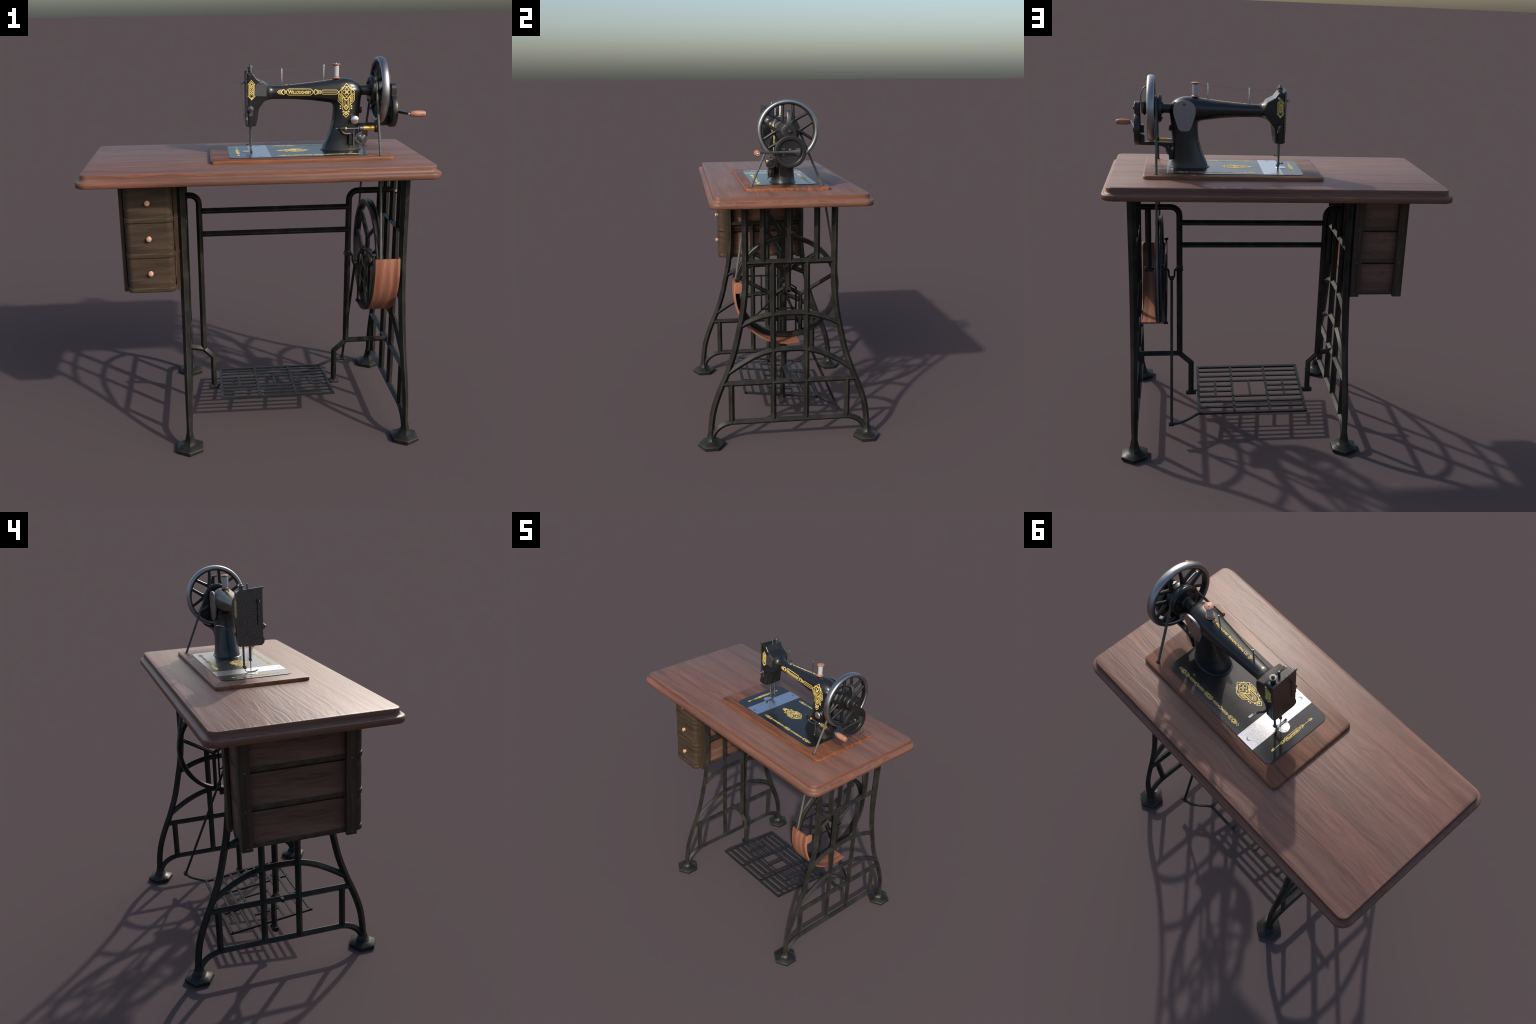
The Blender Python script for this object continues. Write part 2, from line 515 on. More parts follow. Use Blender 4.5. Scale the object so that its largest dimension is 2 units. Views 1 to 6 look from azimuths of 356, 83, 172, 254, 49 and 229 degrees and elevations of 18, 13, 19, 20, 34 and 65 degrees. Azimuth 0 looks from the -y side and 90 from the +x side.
def foot_mesh(bm):
    """Six-sided pad whose flared neck runs up into the diamond leg."""
    def ring(r, h, k):
        out = []
        for i in range(12):
            a = TAU * i / 12
            hexr = r / max(abs(math.cos((a % (TAU / 6)) - TAU / 12)), 1e-3) * math.cos(TAU / 12)
            hexr = hexr  # vertices on +-y
            hx, hy = hexr * math.sin(a), hexr * math.cos(a)
            q = abs(math.cos(a)) + abs(math.sin(a))
            dx, dy = r * math.sin(a) / q, r * math.cos(a) / q
            out.append((hx * (1 - k) + dx * k, hy * (1 - k) + dy * k, h))
        return out
    prof = [(0.0755, 0.0, 0), (0.0790, 0.003, 0), (0.0790, 0.0185, 0), (0.0755, 0.0220, 0), (0.0640, 0.0255, 0), (0.0615, 0.0275, 0), (0.048, 0.031, 0.1),
            (0.037, 0.038, 0.3), (0.0295, 0.049, 0.6), (0.0245, 0.064, 0.85), (0.0200, 0.085, 1), (0.0165, 0.105, 1)]
    mats = [1, 0, 1, 0, 0, 0, 0, 0, 0, 0, 0]
    rings = [ring(*p) for p in prof]
    vs = [[bm.verts.new(p) for p in r] for r in rings]
    for j in range(len(vs) - 1):
        for i in range(12):
            f = bm.faces.new((vs[j][i], vs[j][(i + 1) % 12], vs[j + 1][(i + 1) % 12], vs[j + 1][i]))
            f.material_index = mats[j]
    bm.faces.new(vs[0][::-1])
    bm.faces.new(vs[-1])

XR, XL = 0.764, -0.402
bm = bmesh.new(); bars(bm)
frame = obj("side_frame", bm, ["iron", "iron_edge"], table, 30, (XR, 0, 0))
bm = bmesh.new(); leg_mesh(bm, -1)
leg = obj("leg", bm, ["iron", "iron_edge"], frame, 30)
bm = bmesh.new(); leg_mesh(bm, 1)
leg_b = obj("leg", bm, ["iron", "iron_edge"], frame, 30)
bm = bmesh.new(); foot_mesh(bm)
foot = obj("foot", bm, ["iron", "iron_edge"], frame, 32, (0, -0.466, 0))
again(foot, frame, (0, 0.466, 0))
frame2 = again(frame, table, (XL, 0, 0))
again(leg, frame2); again(leg_b, frame2)
again(foot, frame2); again(foot, frame2, (0, 0.466, 0))

# ---- hangers: bent bars on the centre line of each frame, ending in the pedal bearings
def hanger(xs, xv, xb, zj, zf, ze):
    bm = bmesh.new()
    s = 1 if xs > xv else -1
    prof = diamond(0.0168, 0.0168)
    cx = xv + s * 0.048
    bend = [(cx - s * 0.048 * math.sin(a), 0, 1.2375 + 0.048 * math.cos(a)) for a in [math.radians(q) for q in range(0, 91, 18)]]
    planar_sweep(bm, [(xs, 0, 1.2855)] + bend + [(xv, 0, zj - 0.004)], (0, 1, 0), prof, mats=DMATS)
    planar_sweep(bm, [(xs, 0, zf), (xv + s * 0.002, 0, zj), (xb, 0, ze), (xb, 0, 0.128)], (0, 1, 0), diamond(0.0158, 0.0158), mats=DMATS)
    lathe(bm, [(0.012, -0.030), (0.015, -0.028), (0.015, 0.028), (0.012, 0.030)], (xb, 0, 0.1265), "x", 6)
    stack(bm, [Vector((xb + a, b)) for a, b in ((-0.026, -0.018), (0.026, -0.018), (0.026, 0.018), (-0.026, 0.018))],
          [(0.0, 0.118), (0.0, 0.128), (0.010, 0.143)])
    # bearing nuts on the outer side of the frame
    for z in (1.2745, zf):
        lathe(bm, [(0.0, 0.030 * s), (0.0095, 0.030 * s), (0.0135, 0.024 * s), (0.0135, -0.004 * s)], (xs, 0, z), "x", 6)
        
    return bm
hg = obj("pedal_hanger", hanger(XR, 0.518, 0.4505, 0.3885, 0.3885, 0.324), ["iron", "iron_edge"], table, 32)
obj("pedal_hanger", hanger(XL, -0.312, -0.2600, 0.372, 0.3885, 0.318), ["iron", "iron_edge"], table, 32)

# ---- long stretchers
bm = bmesh.new()
planar_sweep(bm, [(-0.318, 0, 0), (0.526, 0, 0)], (0, 1, 0), diamond(0.0160, 0.0160), mats=DMATS)
st = obj("stretcher", bm, ["iron", "iron_edge"], table, 30, (0, 0, 1.1955))
again(st, table, (0, 0, 1.0645))

# ---- slatted pedal, tilted to the back
def pz(y):
    return 0.1752 - (y + 0.2300) * 0.1175
pedal = bmesh.new()
def pbar(a, b, w, h=0.0075):
    """Flat bar between two points (x, y) of the tilted pedal."""
    (x0, y0), (x1, y1) = a, b
    d = Vector((x1 - x0, y1 - y0)).normalized()
    nrm = Vector((-d.y, d.x)) * w
    rings = []
    for x, y in (a, b):
        c = [(x + nrm.x, y + nrm.y), (x - nrm.x, y - nrm.y)]
        rings.append([(c[0][0], c[0][1], pz(c[0][1])), (c[1][0], c[1][1], pz(c[1][1])),
                      (c[1][0], c[1][1], pz(c[1][1]) - h), (c[0][0], c[0][1], pz(c[0][1]) - h)])
    rings_to_bm(pedal, rings)
PX0, PX1, PY0, PY1 = -0.2170, 0.4065, -0.2300, 0.2330
ys = [PY0 + (PY1 - PY0) * i / 9 for i in range(10)]
t1, t2 = PX0 + (PX1 - PX0) * 0.337, PX0 + (PX1 - PX0) * 0.670
for i, y in enumerate(ys):
    if i in (0, 9):
        pbar((PX0 - 0.008, y), (PX1 + 0.008, y), 0.0085, 0.0115)
    elif i in (4, 5):
        pbar((PX0, y), (t1, y), 0.0066)
        pbar((t2, y), (PX1, y), 0.0066)
    else:
        pbar((PX0, y), (PX1, y), 0.0066)
for x in (PX0, PX1):
    pbar((x, PY0), (x, PY1), 0.0080, 0.0120)
for x in (t1, t2):
    pbar((x, PY0), (x, PY1), 0.0070, 0.0110)
for a, b in ((PX0, t1), (t1, t2), (t2, PX1)):
    pbar(((a + b) / 2, ys[3]), ((a + b) / 2, ys[6]), 0.0064, 0.0095)
ped = obj("pedal", pedal, "iron_dull", table, 30)
bm = bmesh.new()
tube(bm, [(-0.250, 0, 0.1265), (-0.214, 0, 0.1415)], 0.0048, 10)
tube(bm, [(0.440, 0, 0.1265), (0.404, 0, 0.1415)], 0.0048, 10)
obj("pivot_pin", bm, "iron", ped, 40)
# crank arm at the back corner of the pedal and the long rod up to the wheel
bm = bmesh.new()
arm_path = smooth_path([(0.395, 0.230, 0.1165), (0.420, 0.245, 0.1160), (0.470, 0.290, 0.1130), (0.510, 0.318, 0.1110), (0.545, 0.328, 0.1095), (0.572, 0.331, 0.1090)], 4)
tube(bm, arm_path, [0.0085] * len(arm_path), 6)
obj("pedal_arm", bm, "iron_dull", ped, 40)
bm = bmesh.new()
tube(bm, [(0.5640, 0.331, 0.108), (0.5625, 0.0, 0.866)], 0.0080, 8)
lathe(bm, [(0.008, -0.016), (0.0125, -0.014), (0.0125, 0.014), (0.008, 0.016)], (0.564, 0.331, 0.109), "x", 12)
lathe(bm, [(0.010, -0.013), (0.0125, -0.011), (0.0125, 0.011), (0.010, 0.013)], (0.5622, 0.0, 0.865), "x", 12)
obj("pitman_rod", bm, "iron", table, 40)

# ---- drive wheel: grooved rim and a three-fold branching spoke pattern
WC = (0.0, 0.9215)
bm = bmesh.new()
rimp = [(0.282, 0.612), (0.303, 0.611), (0.3075, 0.614), (0.3075, 0.622), (0.300, 0.6305), (0.3075, 0.639), (0.3075, 0.647), (0.303, 0.650), (0.282, 0.649), (0.279, 0.6305)]
lathe(bm, rimp, (0, WC[0], WC[1]), "x", 72, mats=[0, 1, 1, 0, 0, 1, 1, 0, 0, 0], closed=True)
wheel = obj("drive_wheel", bm, ["iron", "iron_edge"], table, 35)
bm = bmesh.new()
def wp(ang, r):
    return Vector((0.6305, WC[0] + r * math.cos(math.radians(ang)), WC[1] + r * math.sin(math.radians(ang))))
def to_rim(p, ang, R=0.283):
    d = Vector((0, math.cos(math.radians(ang)), math.sin(math.radians(ang))))
    c = Vector((p.x, WC[0], WC[1]))
    q = p - c
    b = q.dot(d)
    return p + d * (-b + math.sqrt(b * b - q.length_squared + R * R))
for a in (90, 210, 330):
    j = wp(a, 0.0945)
    planar_sweep(bm, [wp(a, 0.012), j], (1, 0, 0), diamond(0.0115, 0.0130), mats=DMATS)
    for da in (-60, 60):
        planar_sweep(bm, [j, to_rim(j, a + da)], (1, 0, 0), diamond(0.0120, 0.0130), mats=DMATS)
obj("wheel_spoke", bm, ["iron", "iron_edge"], wheel, 30)
bm = bmesh.new()
lathe(bm, [(0.018, 0.604), (0.024, 0.607), (0.024, 0.653), (0.018, 0.657)], (0, *WC), "x", 20)
obj("wheel_hub", bm, "iron", wheel, 35)

# bar that carries the wheel's axle
bm = bmesh.new()
planar_sweep(bm, [(0.691, 0, 1.283), (0.691, 0, 0.925)], (0, 1, 0), diamond(0.0168, 0.0168), mats=DMATS)
lathe(bm, [(0.011, 0.668), (0.0145, 0.671), (0.0145, 0.711), (0.011, 0.714)], (0, 0, 0.9215), "x", 6)
stack(bm, [Vector((0.691 + a, b)) for a, b in ((-0.023, -0.016), (0.023, -0.016), (0.023, 0.016), (-0.023, 0.016))], [(0, 0.910), (0, 0.922), (0.008, 0.938)])
obj("wheel_hanger", bm, ["iron", "iron_edge"], table, 32)

# crankshaft with its dropped throw
bm = bmesh.new()
cz = 0.9215
tube(bm, [(0.712, 0, cz), (0.60, 0, cz)] + smooth_path([(0.592, 0, cz), (0.583, 0, cz - 0.004), (0.5795, 0, cz - 0.014), (0.5785, 0, 0.885), (0.575, 0, 0.869), (0.5625, 0, 0.8635),
        (0.550, 0, 0.869), (0.5465, 0, 0.885), (0.5455, 0, cz - 0.014), (0.542, 0, cz - 0.004), (0.533, 0, cz)], 3) + [(0.498, 0, cz)], 0.0056, 10)
box(bm, (0.4975, -0.019, 0.9120), (0.5390, 0.019, 0.9290), 0.003)
lathe(bm, [(0.021, 0.929), (0.021, 0.936), (0.017, 0.943)], (0.5182, 0, 0), "z", 8)
obj("crankshaft", bm, "iron", table, 40)

# ---- wooden wheel guard: a curved plate with a tab
bm = bmesh.new()
R0, R1 = 0.3105, 0.3200
a0, a1, na = 169.0, 281.0, 40
rings = []
for k in range(na + 1):
    a = math.radians(a0 + (a1 - a0) * k / na)
    c, s = math.cos(a), math.sin(a)
    sec = [(R0 + 0.001, 0.6035), (R1 - 0.002, 0.6035), (R1, 0.6055), (R1, 0.7325), (R1 - 0.0008, 0.7365), (R1 - 0.004, 0.7385), (R0 - 0.002, 0.7385), (R0 - 0.003, 0.7365), (R0, 0.7330)]
    rings.append([(x, WC[0] + r * c, WC[1] + r * s) for r, x in sec])
rings_to_bm(bm, rings)
tab = rounded_poly([(-0.3120, 0.9845), (-0.3120, 0.9190), (-0.2660, 0.9190), (-0.2660, 0.9845)], [0.001, 0.001, 0.022, 0.022], 8)
slab(bm, tab, 0.7300, 0.7380, 0.0025, "x")
guard = obj("wheel_guard", bm, "guard", table, 40)
# iron frame behind the guard
bm = bmesh.new()
planar_sweep(bm, arc_yz(0.5965, *WC, 0.3150, 164.5, 280.5, 36), (1, 0, 0), rect(0.0055, 0.0060, 0.0015))
planar_sweep(bm, [(0.5965, -0.302, 0.9835), (0.5965, -0.060, 0.9835)], (1, 0, 0), rect(0.0045, 0.0045, 0.001))
planar_sweep(bm, [(0.5965, -0.1450, 0.9835), (0.5965, -0.1450, 0.778), (0.5965, 0.0600, 0.778)], (1, 0, 0), rect(0.0045, 0.0045, 0.001))
planar_sweep(bm, [(0.5965, 0.0605, 0.905), (0.5965, 0.0605, 0.613)], (1, 0, 0), rect(0.0050, 0.0050, 0.001))
planar_sweep(bm, [(0.5965, -0.218, 0.700), (0.5965, -0.010, 0.910)], (1, 0, 0), rect(0.0050, 0.0045, 0.001))
planar_sweep(bm, [(0.5965, -0.010, 0.905), (0.5965, 0.0390, 0.778)], (1, 0, 0), rect(0.0055, 0.0045, 0.001))
planar_sweep(bm, [(0.5965, -0.060, 0.9835), (0.5965, 0.0605, 0.905)], (1, 0, 0), rect(0.0040, 0.0040, 0.001))
for y, z in ((-0.3045, 1.004), (0.0600, 0.612)):
    lathe(bm, [(0.006, -0.012), (0.0085, -0.010), (0.0085, 0.010), (0.006, 0.012)], (0.5965, y, z), "x", 6)
obj("guard_frame", bm, ["iron", "iron_edge"], guard, 32)

# ---- drive belt: round twisted cord from the wheel up through the board to the hand wheel
PC = (0.0, 1.8275)
bm = bmesh.new()
low = [(0.6345, 0.3035 * math.cos(math.radians(a)), WC[1] + 0.3035 * math.sin(math.radians(a))) for a in np.linspace(9, -189, 54)]
top = [(0.6370, 0.0640 * math.cos(math.radians(a)), PC[1] + 0.0640 * math.sin(math.radians(a))) for a in np.linspace(155, 25, 18)]
path = [(0.6365, 0.2068, 1.508), (0.6360, 0.2590, 1.206)] + low + [(0.6360, -0.2640, 1.206), (0.6365, -0.2068, 1.508)] + top
def densify(path, closed=True, step=0.02):
    out = []
    n = len(path)
    for i in range(n if closed else n - 1):
        a, b = V3(path[i]), V3(path[(i + 1) % n])
        k = max(1, int((b - a).length / step))
        out += [a.lerp(b, j / k) for j in range(k)]
    return out
tube(bm, densify(path), 0.0066, 8, closed=True)
obj("drive_belt", bm, "cord", table, 60)

# ---- drawer cabinet
cab = empty("drawer_cabinet", table)
bm = bmesh.new()
box(bm, (-0.712, -0.2895, 0.8490), (-0.6940, -0.2385, 1.434), 0.0012)      # front slat posts
fp = obj("corner_post", bm, "post", cab, 40)
again(fp, cab, (0.2745, 0, 0))
bm = bmesh.new()
Lp = [(-0.712, 0.2760), (-0.712, 0.2240), (-0.6940, 0.2240), (-0.6940, 0.2580), (-0.6620, 0.2580), (-0.6620, 0.2760)]
slab(bm, [Vector(p) for p in Lp], 0.8490, 1.434, 0.0010)
obj("corner_post", bm, "post", cab, 40)
bm = bmesh.new()
slab(bm, [Vector((-1.1315 - x, y)) for x, y in Lp], 0.8490, 1.434, 0.0010)
obj("corner_post", bm, "post", cab, 40)
bm = bmesh.new()
for z in (1.2365, 1.0505, 0.8650):
    for x, sx in ((-0.7125, -1), (-0.4190, 1)):
        for y in (-0.264, 0.250):
            lathe(bm, [(0.0045, -0.001 * sx), (0.0045, 0.0015 * sx), (0.002, 0.0028 * sx)], (x, y, z), "x", 10)
    for x in (-0.687, -0.4445):
        lathe(bm, [(0.0045, -0.001), (0.0045, 0.0015), (0.002, 0.0028)], (x, 0.2765, z), "y", 10)
bolts = obj("cabinet_bolt", bm, "bolt", cab, 40)
bolts["kind"] = "stuff"

def drawer_outline(front, side, r):
    return rounded_poly([(-0.6905 + side, front), (-0.4405 - side, front), (-0.4405 - side, 0.2570), (-0.6905 + side, 0.2570)], [r, r, 0.002, 0.002], 8)

def drawer_parts():
    """One drawer at local z = 0 (underside of its bottom moulding)."""
    front = bmesh.new()
    slab_poly = rounded_poly([(-0.6885, -0.3340), (-0.4425, -0.3340), (-0.4425, -0.2380), (-0.6885, -0.2380)], [0.034, 0.034, 0.001, 0.001], 8)
    h = 0.1855
    stack(front, slab_poly, [(0.0015, 0.018), (0.0012, 0.030), (0.0002, 0.050), (0.0, 0.090), (0.0002, 0.140), (0.0014, 0.168), (0.0022, 0.180), (0.0026, h + 0.004)])
    rim = bmesh.new()
    stack(rim, drawer_outline(-0.3378, 0.0, 0.036), [(0.0035, 0.0), (0.0005, 0.003), (0.0, 0.008), (0.0, 0.020), (0.0012, 0.0238), (0.004, 0.0252), (0.010, 0.0255)])
    body = bmesh.new()
    p = rounded_poly([(-0.6870, -0.250), (-0.4440, -0.250), (-0.4440, 0.2540), (-0.6870, 0.2540)], 0.003, 2)
    slab(body, p, 0.020, 0.1790, 0.0015)
    return front, rim, body
f_bm, r_bm, b_bm = drawer_parts()
first = None
for i, z in enumerate((0.8545, 1.0400, 1.2255)):
    if first is None:
        d = obj("drawer", b_bm, "panel", cab, 40, (0, 0, z))
        df = obj("drawer_front", f_bm, "drawer_front", d, 60)
        dr = obj("drawer_moulding", r_bm, "drawer_front", d, 50)
        kb = bmesh.new()
        lathe(kb, [(0.0120, 0.001), (0.0125, -0.0025), (0.0085, -0.0050), (0.0080, -0.0070), (0.0125, -0.0085), (0.0140, -0.0115), (0.0128, -0.0150), (0.0080, -0.0176), (0.0, -0.0184)], (-0.5665, -0.3335, 0.1050), "y", 10)
        kn = obj("drawer_knob", kb, "peach", d, 40)
        first = d
    else:
        d = again(first, cab, (0, 0, z))
        for part in (df, dr, kn):
            again(part, d)

# ================================================================== SEWING MACHINE
mach = empty("sewing_machine", None, (0.22, 0, 1.514))
mach["label"] = "black antique sewing machine with gold art-deco ornament and spoked hand wheel"
mach["category"] = "sewing machine"

class Child:
    """Parts are modelled in world coordinates, then hung on the machine's own origin."""
    pass
def mobj(name, bm, mats, parent=None, smooth=35):
    o = obj(name, bm, mats, parent or mach, smooth)
    o.matrix_parent_inverse = (parent or mach).matrix_basis.inverted() if parent is None else Matrix()
    return o

# ---- body casting: pillar, arm and head blended as one implicit surface
def tab(xs, ys):
    return lambda t: np.interp(t, xs, ys)
pz_ = [1.500, 1.513, 1.530, 1.550, 1.580, 1.625, 1.673, 1.718, 1.760, 1.800, 1.830]
p_l = tab(pz_, [0.3560, 0.3600, 0.3660, 0.3718, 0.3860, 0.4020, 0.4145, 0.4187, 0.4190, 0.4210, 0.4230])
p_r = tab(pz_, [0.5735, 0.5705, 0.5645, 0.5600, 0.5575, 0.5560, 0.5570, 0.5605, 0.5640, 0.5680, 0.5690])
p_y = tab(pz_, [0.0745, 0.0720, 0.0690, 0.0660, 0.0630, 0.0600, 0.0575, 0.0555, 0.0540, 0.0530, 0.0520])
ax_ = [-0.02, 0.10, 0.145, 0.21, 0.303, 0.366, 0.410, 0.4555, 0.475, 0.492, 0.510, 0.528, 0.548, 0.5565, 0.565, 0.5705]
a_t = tab(ax_, [1.861, 1.8605, 1.8610, 1.8650, 1.8735, 1.8810, 1.8868, 1.8925, 1.8930, 1.8918, 1.8875, 1.8805, 1.8680, 1.8590, 1.8450, 1.8300])
a_b = tab([-0.02, 0.10, 0.168, 0.21, 0.303, 0.358, 0.400, 0.45, 0.50, 0.53, 0.55, 0.565, 0.5705], [1.7915, 1.7915, 1.7900, 1.7890, 1.7810, 1.7730, 1.7670, 1.767, 1.770, 1.778, 1.788, 1.806, 1.824])
a_y = tab([-0.02, 0.10, 0.12, 0.19, 0.26, 0.30, 0.335, 0.40, 0.45, 0.50, 0.53, 0.55, 0.565, 0.5705], [0.0345, 0.0350, 0.0360, 0.0395, 0.0445, 0.0490, 0.0530, 0.0580, 0.0600, 0.0585, 0.0520, 0.0420, 0.0250, 0.0060])
HEAD = [(-0.0400, 1.9310), (-0.0400, 1.6590), (0.0040, 1.6590), (0.0070, 1.7000), (0.0100, 1.7350), (0.0360, 1.7720), (0.0625, 1.8060), (0.0625, 1.8620), (0.0550, 1.8790), (0.0310, 1.8925), (0.0130, 1.9030), (-0.0080, 1.9310)]
h_x = tab([1.64, 1.659, 1.697, 1.736, 1.763, 1.80], [0.004, 0.0085, 0.0172, 0.0225, 0.0270, 0.0300])

def box_smooth(t, xs, ys, w):
    return sum(np.interp(t + w * k, xs, ys) for k in (-1, -0.5, 0, 0.5, 1)) / 5

def sd_poly(x, z, pts):
    d = np.full(x.shape, 1e9)
    inside = np.zeros(x.shape, bool)
    n = len(pts)
    for i in range(n):
        ax, az = pts[i]
        bx, bz = pts[i - 1]
        ex, ez = bx - ax, bz - az
        wx, wz = x - ax, z - az
        t = np.clip((wx * ex + wz * ez) / (ex * ex + ez * ez), 0, 1)
        d = np.minimum(d, (wx - ex * t) ** 2 + (wz - ez * t) ** 2)
        cond = ((az > z) != (bz > z)) & (x < ex * (z - az) / (ez if abs(ez) > 1e-12 else 1e-12) + ax)
        inside ^= cond
    d = np.sqrt(d)
    return np.where(inside, -d, d)

def smin(a, b, k):
    h = np.clip(0.5 + 0.5 * (b - a) / k, 0, 1)
    return b * (1 - h) + a * h - k * h * (1 - h)
def smax(a, b, k):
    return -smin(-a, -b, k)

def body(x, y, z):
    ay = np.abs(y)
    # pillar
    l, r, hy = (sum(f(z + 0.008 * k) for k in (-1, 0, 1)) / 3 for f in (p_l, p_r, p_y))
    hx, cx = (r - l) / 2, (r + l) / 2
    q = (np.abs((x - cx) / hx) ** 2.35 + (ay / hy) ** 2.35) ** (1 / 2.35)
    pillar = np.maximum((q - 1) * np.minimum(hx, hy), z - 1.828)
    # arm
    t, b, hy = (sum(f(x + 0.008 * k) for k in (-1, 0, 1)) / 3 for f in (a_t, a_b, a_y))
    hz, cz = (t - b) / 2, (t + b) / 2
    hz, hy = np.maximum(hz, 0.004), np.maximum(hy, 0.004)
    q = (np.abs((z - cz) / hz) ** 2.25 + (ay / hy) ** 2.25) ** (1 / 2.25)
    arm = (q - 1) * np.minimum(hz, hy)
    arm = np.maximum(arm, x - 0.5705)
    # head: flat-sided block with a rounded column behind it
    rr = 0.0085
    d2 = sd_poly(x, z, HEAD) + rr
    dy = ay - 0.0645 + rr
    block = np.minimum(np.maximum(d2, dy), 0) + np.sqrt(np.maximum(d2, 0) ** 2 + np.maximum(dy, 0) ** 2) - rr
    hx = h_x(z) + 0.032
    q = (np.abs((x + 0.032) / hx) ** 2.6 + (ay / 0.0600) ** 2.6) ** (1 / 2.6)
    col = (q - 1) * hx
    col = smax(col, -0.040 - x, 0.002)
    col = smax(col, 1.6590 - z, 0.006)
    col = np.maximum(col, z - 1.80)
    f = smin(arm, pillar, 0.022)
    hd = smin(block, col, 0.006)
    f = smin(f, hd, 0.040)
    f = np.maximum(f, -0.0400 - x)
    return np.maximum(f, 1.5140 - z)

def surface_nets(fn, lo, hi, h):
    n = [int(round((hi[i] - lo[i]) / h)) + 1 for i in range(3)]
    gx, gy, gz = (lo[i] + h * np.arange(n[i]) for i in range(3))
    X, Y, Z = np.meshgrid(gx, gy, gz, indexing="ij")
    F = fn(X, Y, Z)
    S = F < 0
    nx, ny, nz = n
    tot = np.zeros((nx - 1, ny - 1, nz - 1, 3))
    cnt = np.zeros((nx - 1, ny - 1, nz - 1))
    for ax in range(3):
        sl0 = [slice(None)] * 3; sl1 = [slice(None)] * 3
        sl0[ax] = slice(0, -1); sl1[ax] = slice(1, None)
        f0, f1 = F[tuple(sl0)], F[tuple(sl1)]
        cr = (f0 < 0) != (f1 < 0)
        t = np.where(cr, f0 / np.where(cr, f0 - f1, 1), 0)
        base = [X[tuple(sl0)], Y[tuple(sl0)], Z[tuple(sl0)]]
        base[ax] = base[ax] + t * h
        o = [a for a in range(3) if a != ax]
        for s0 in (0, 1):
            for s1 in (0, 1):
                s = [slice(None)] * 3
                for a, sh in zip(o, (s0, s1)):
                    s[a] = slice(0, -1) if sh == 0 else slice(1, None)
                s = tuple(s)
                c = cr[s]
                cnt += c
                for k in range(3):
                    tot[..., k] += np.where(c, base[k][s], 0)
    act = cnt > 0
    idx = -np.ones(act.shape, int)
    idx[act] = np.arange(act.sum())
    P = tot[act] / cnt[act][:, None]
    quads = []
    for ax in range(3):
        o = [a for a in range(3) if a != ax]
        sl0 = [slice(1, -1)] * 3; sl1 = [slice(1, -1)] * 3
        sl0[ax] = slice(0, -1); sl1[ax] = slice(1, None)
        s0, s1 = S[tuple(sl0)], S[tuple(sl1)]
        loc = np.argwhere(s0 != s1)
        flip = s0[tuple(loc.T)]
        off = np.zeros(3, int)
        off[o] = 1
        b = loc + off          # grid vertex index
        c = [b.copy() for _ in range(4)]
        c[0][:, o[0]] -= 1; c[0][:, o[1]] -= 1
        c[1][:, o[1]] -= 1
        c[3][:, o[0]] -= 1
        q = np.stack([idx[tuple(k.T)] for k in c], 1)
        q = np.where((flip if ax != 1 else ~flip)[:, None], q, q[:, ::-1])
        quads.append(q)
    quads = np.concatenate(quads)
    e = 1e-4
    def grad(P):
        g = np.stack([fn(P[:, 0] + e * (k == 0), P[:, 1] + e * (k == 1), P[:, 2] + e * (k == 2)) - fn(P[:, 0] - e * (k == 0), P[:, 1] - e * (k == 1), P[:, 2] - e * (k == 2)) for k in range(3)], 1) / (2 * e)
        return g
    for _ in range(4):
        g = grad(P)
        f = fn(P[:, 0], P[:, 1], P[:, 2])
        st = (f / np.maximum((g ** 2).sum(1), 0.05))[:, None] * g
        ln = np.linalg.norm(st, axis=1, keepdims=True)
        P = P - st * np.minimum(1, 0.7 * h / np.maximum(ln, 1e-9))
    # normals from a slightly wider stencil, so small ripples do not show in the lacquer
    e = 0.0012
    g = grad(P)
    nn = g / np.maximum(np.linalg.norm(g, axis=1, keepdims=True), 1e-9)
    return P, quads, nn

BP, BQ, BN = surface_nets(body, (-0.056, -0.096, 1.496), (0.590, 0.096, 1.950), 0.0036)
body_bvh = BVHTree.FromPolygons([Vector(p) for p in BP], [list(map(int, q)) for q in BQ])
cen = BP[BQ].mean(1)
region = np.where(cen[:, 0] < 0.082, 0, np.where((cen[:, 0] > 0.40), 2, 1))
for k, nm in enumerate(("head", "arm", "pillar")):
    q = BQ[region == k]
    used, inv = np.unique(q, return_inverse=True)
    me = bpy.data.meshes.new(nm)
    me.from_pydata((BP[used] - np.array(mach.location)).tolist(), [], inv.reshape(q.shape).tolist())
    me.materials.append(M["black"])
    me.polygons.foreach_set("use_smooth", [True] * len(me.polygons))
    me.normals_split_custom_set_from_vertices(BN[used].tolist())
    o = bpy.data.objects.new(nm, me)
    SCN.objects.link(o)
    o.parent = mach

# ---- bed plate with its slide plate
bm = bmesh.new()
outline = rounded_poly([(-0.1435, -0.1870), (0.5825, -0.1870), (0.5825, 0.1870), (-0.1435, 0.1870)], 0.034, 10)
stack(bm, outline, [(0.0, 1.5125), (0.0, 1.5158), (0.0012, 1.5170)])
bed = mobj("bed_plate", bm, "bed", None, 40)
BZ = 1.5170
bm = bmesh.new()
lathe(bm, [(1.0, BZ - 0.001), (1.0, BZ + 0.0022), (0.975, BZ + 0.0038), (0.90, BZ + 0.0038)], (0.4650, 0, 0), "z", 64, squash=(0.1115, 0.0790))
mobj("pillar_flange", bm, "black", None, 40)
bm = bmesh.new()
box(bm, (-0.0320, -0.1855, BZ - 0.001), (0.0725, 0.1855, BZ + 0.0006), 0.0003)
mobj("slide_plate", bm, "silver", None, 40)
bm = bmesh.new()
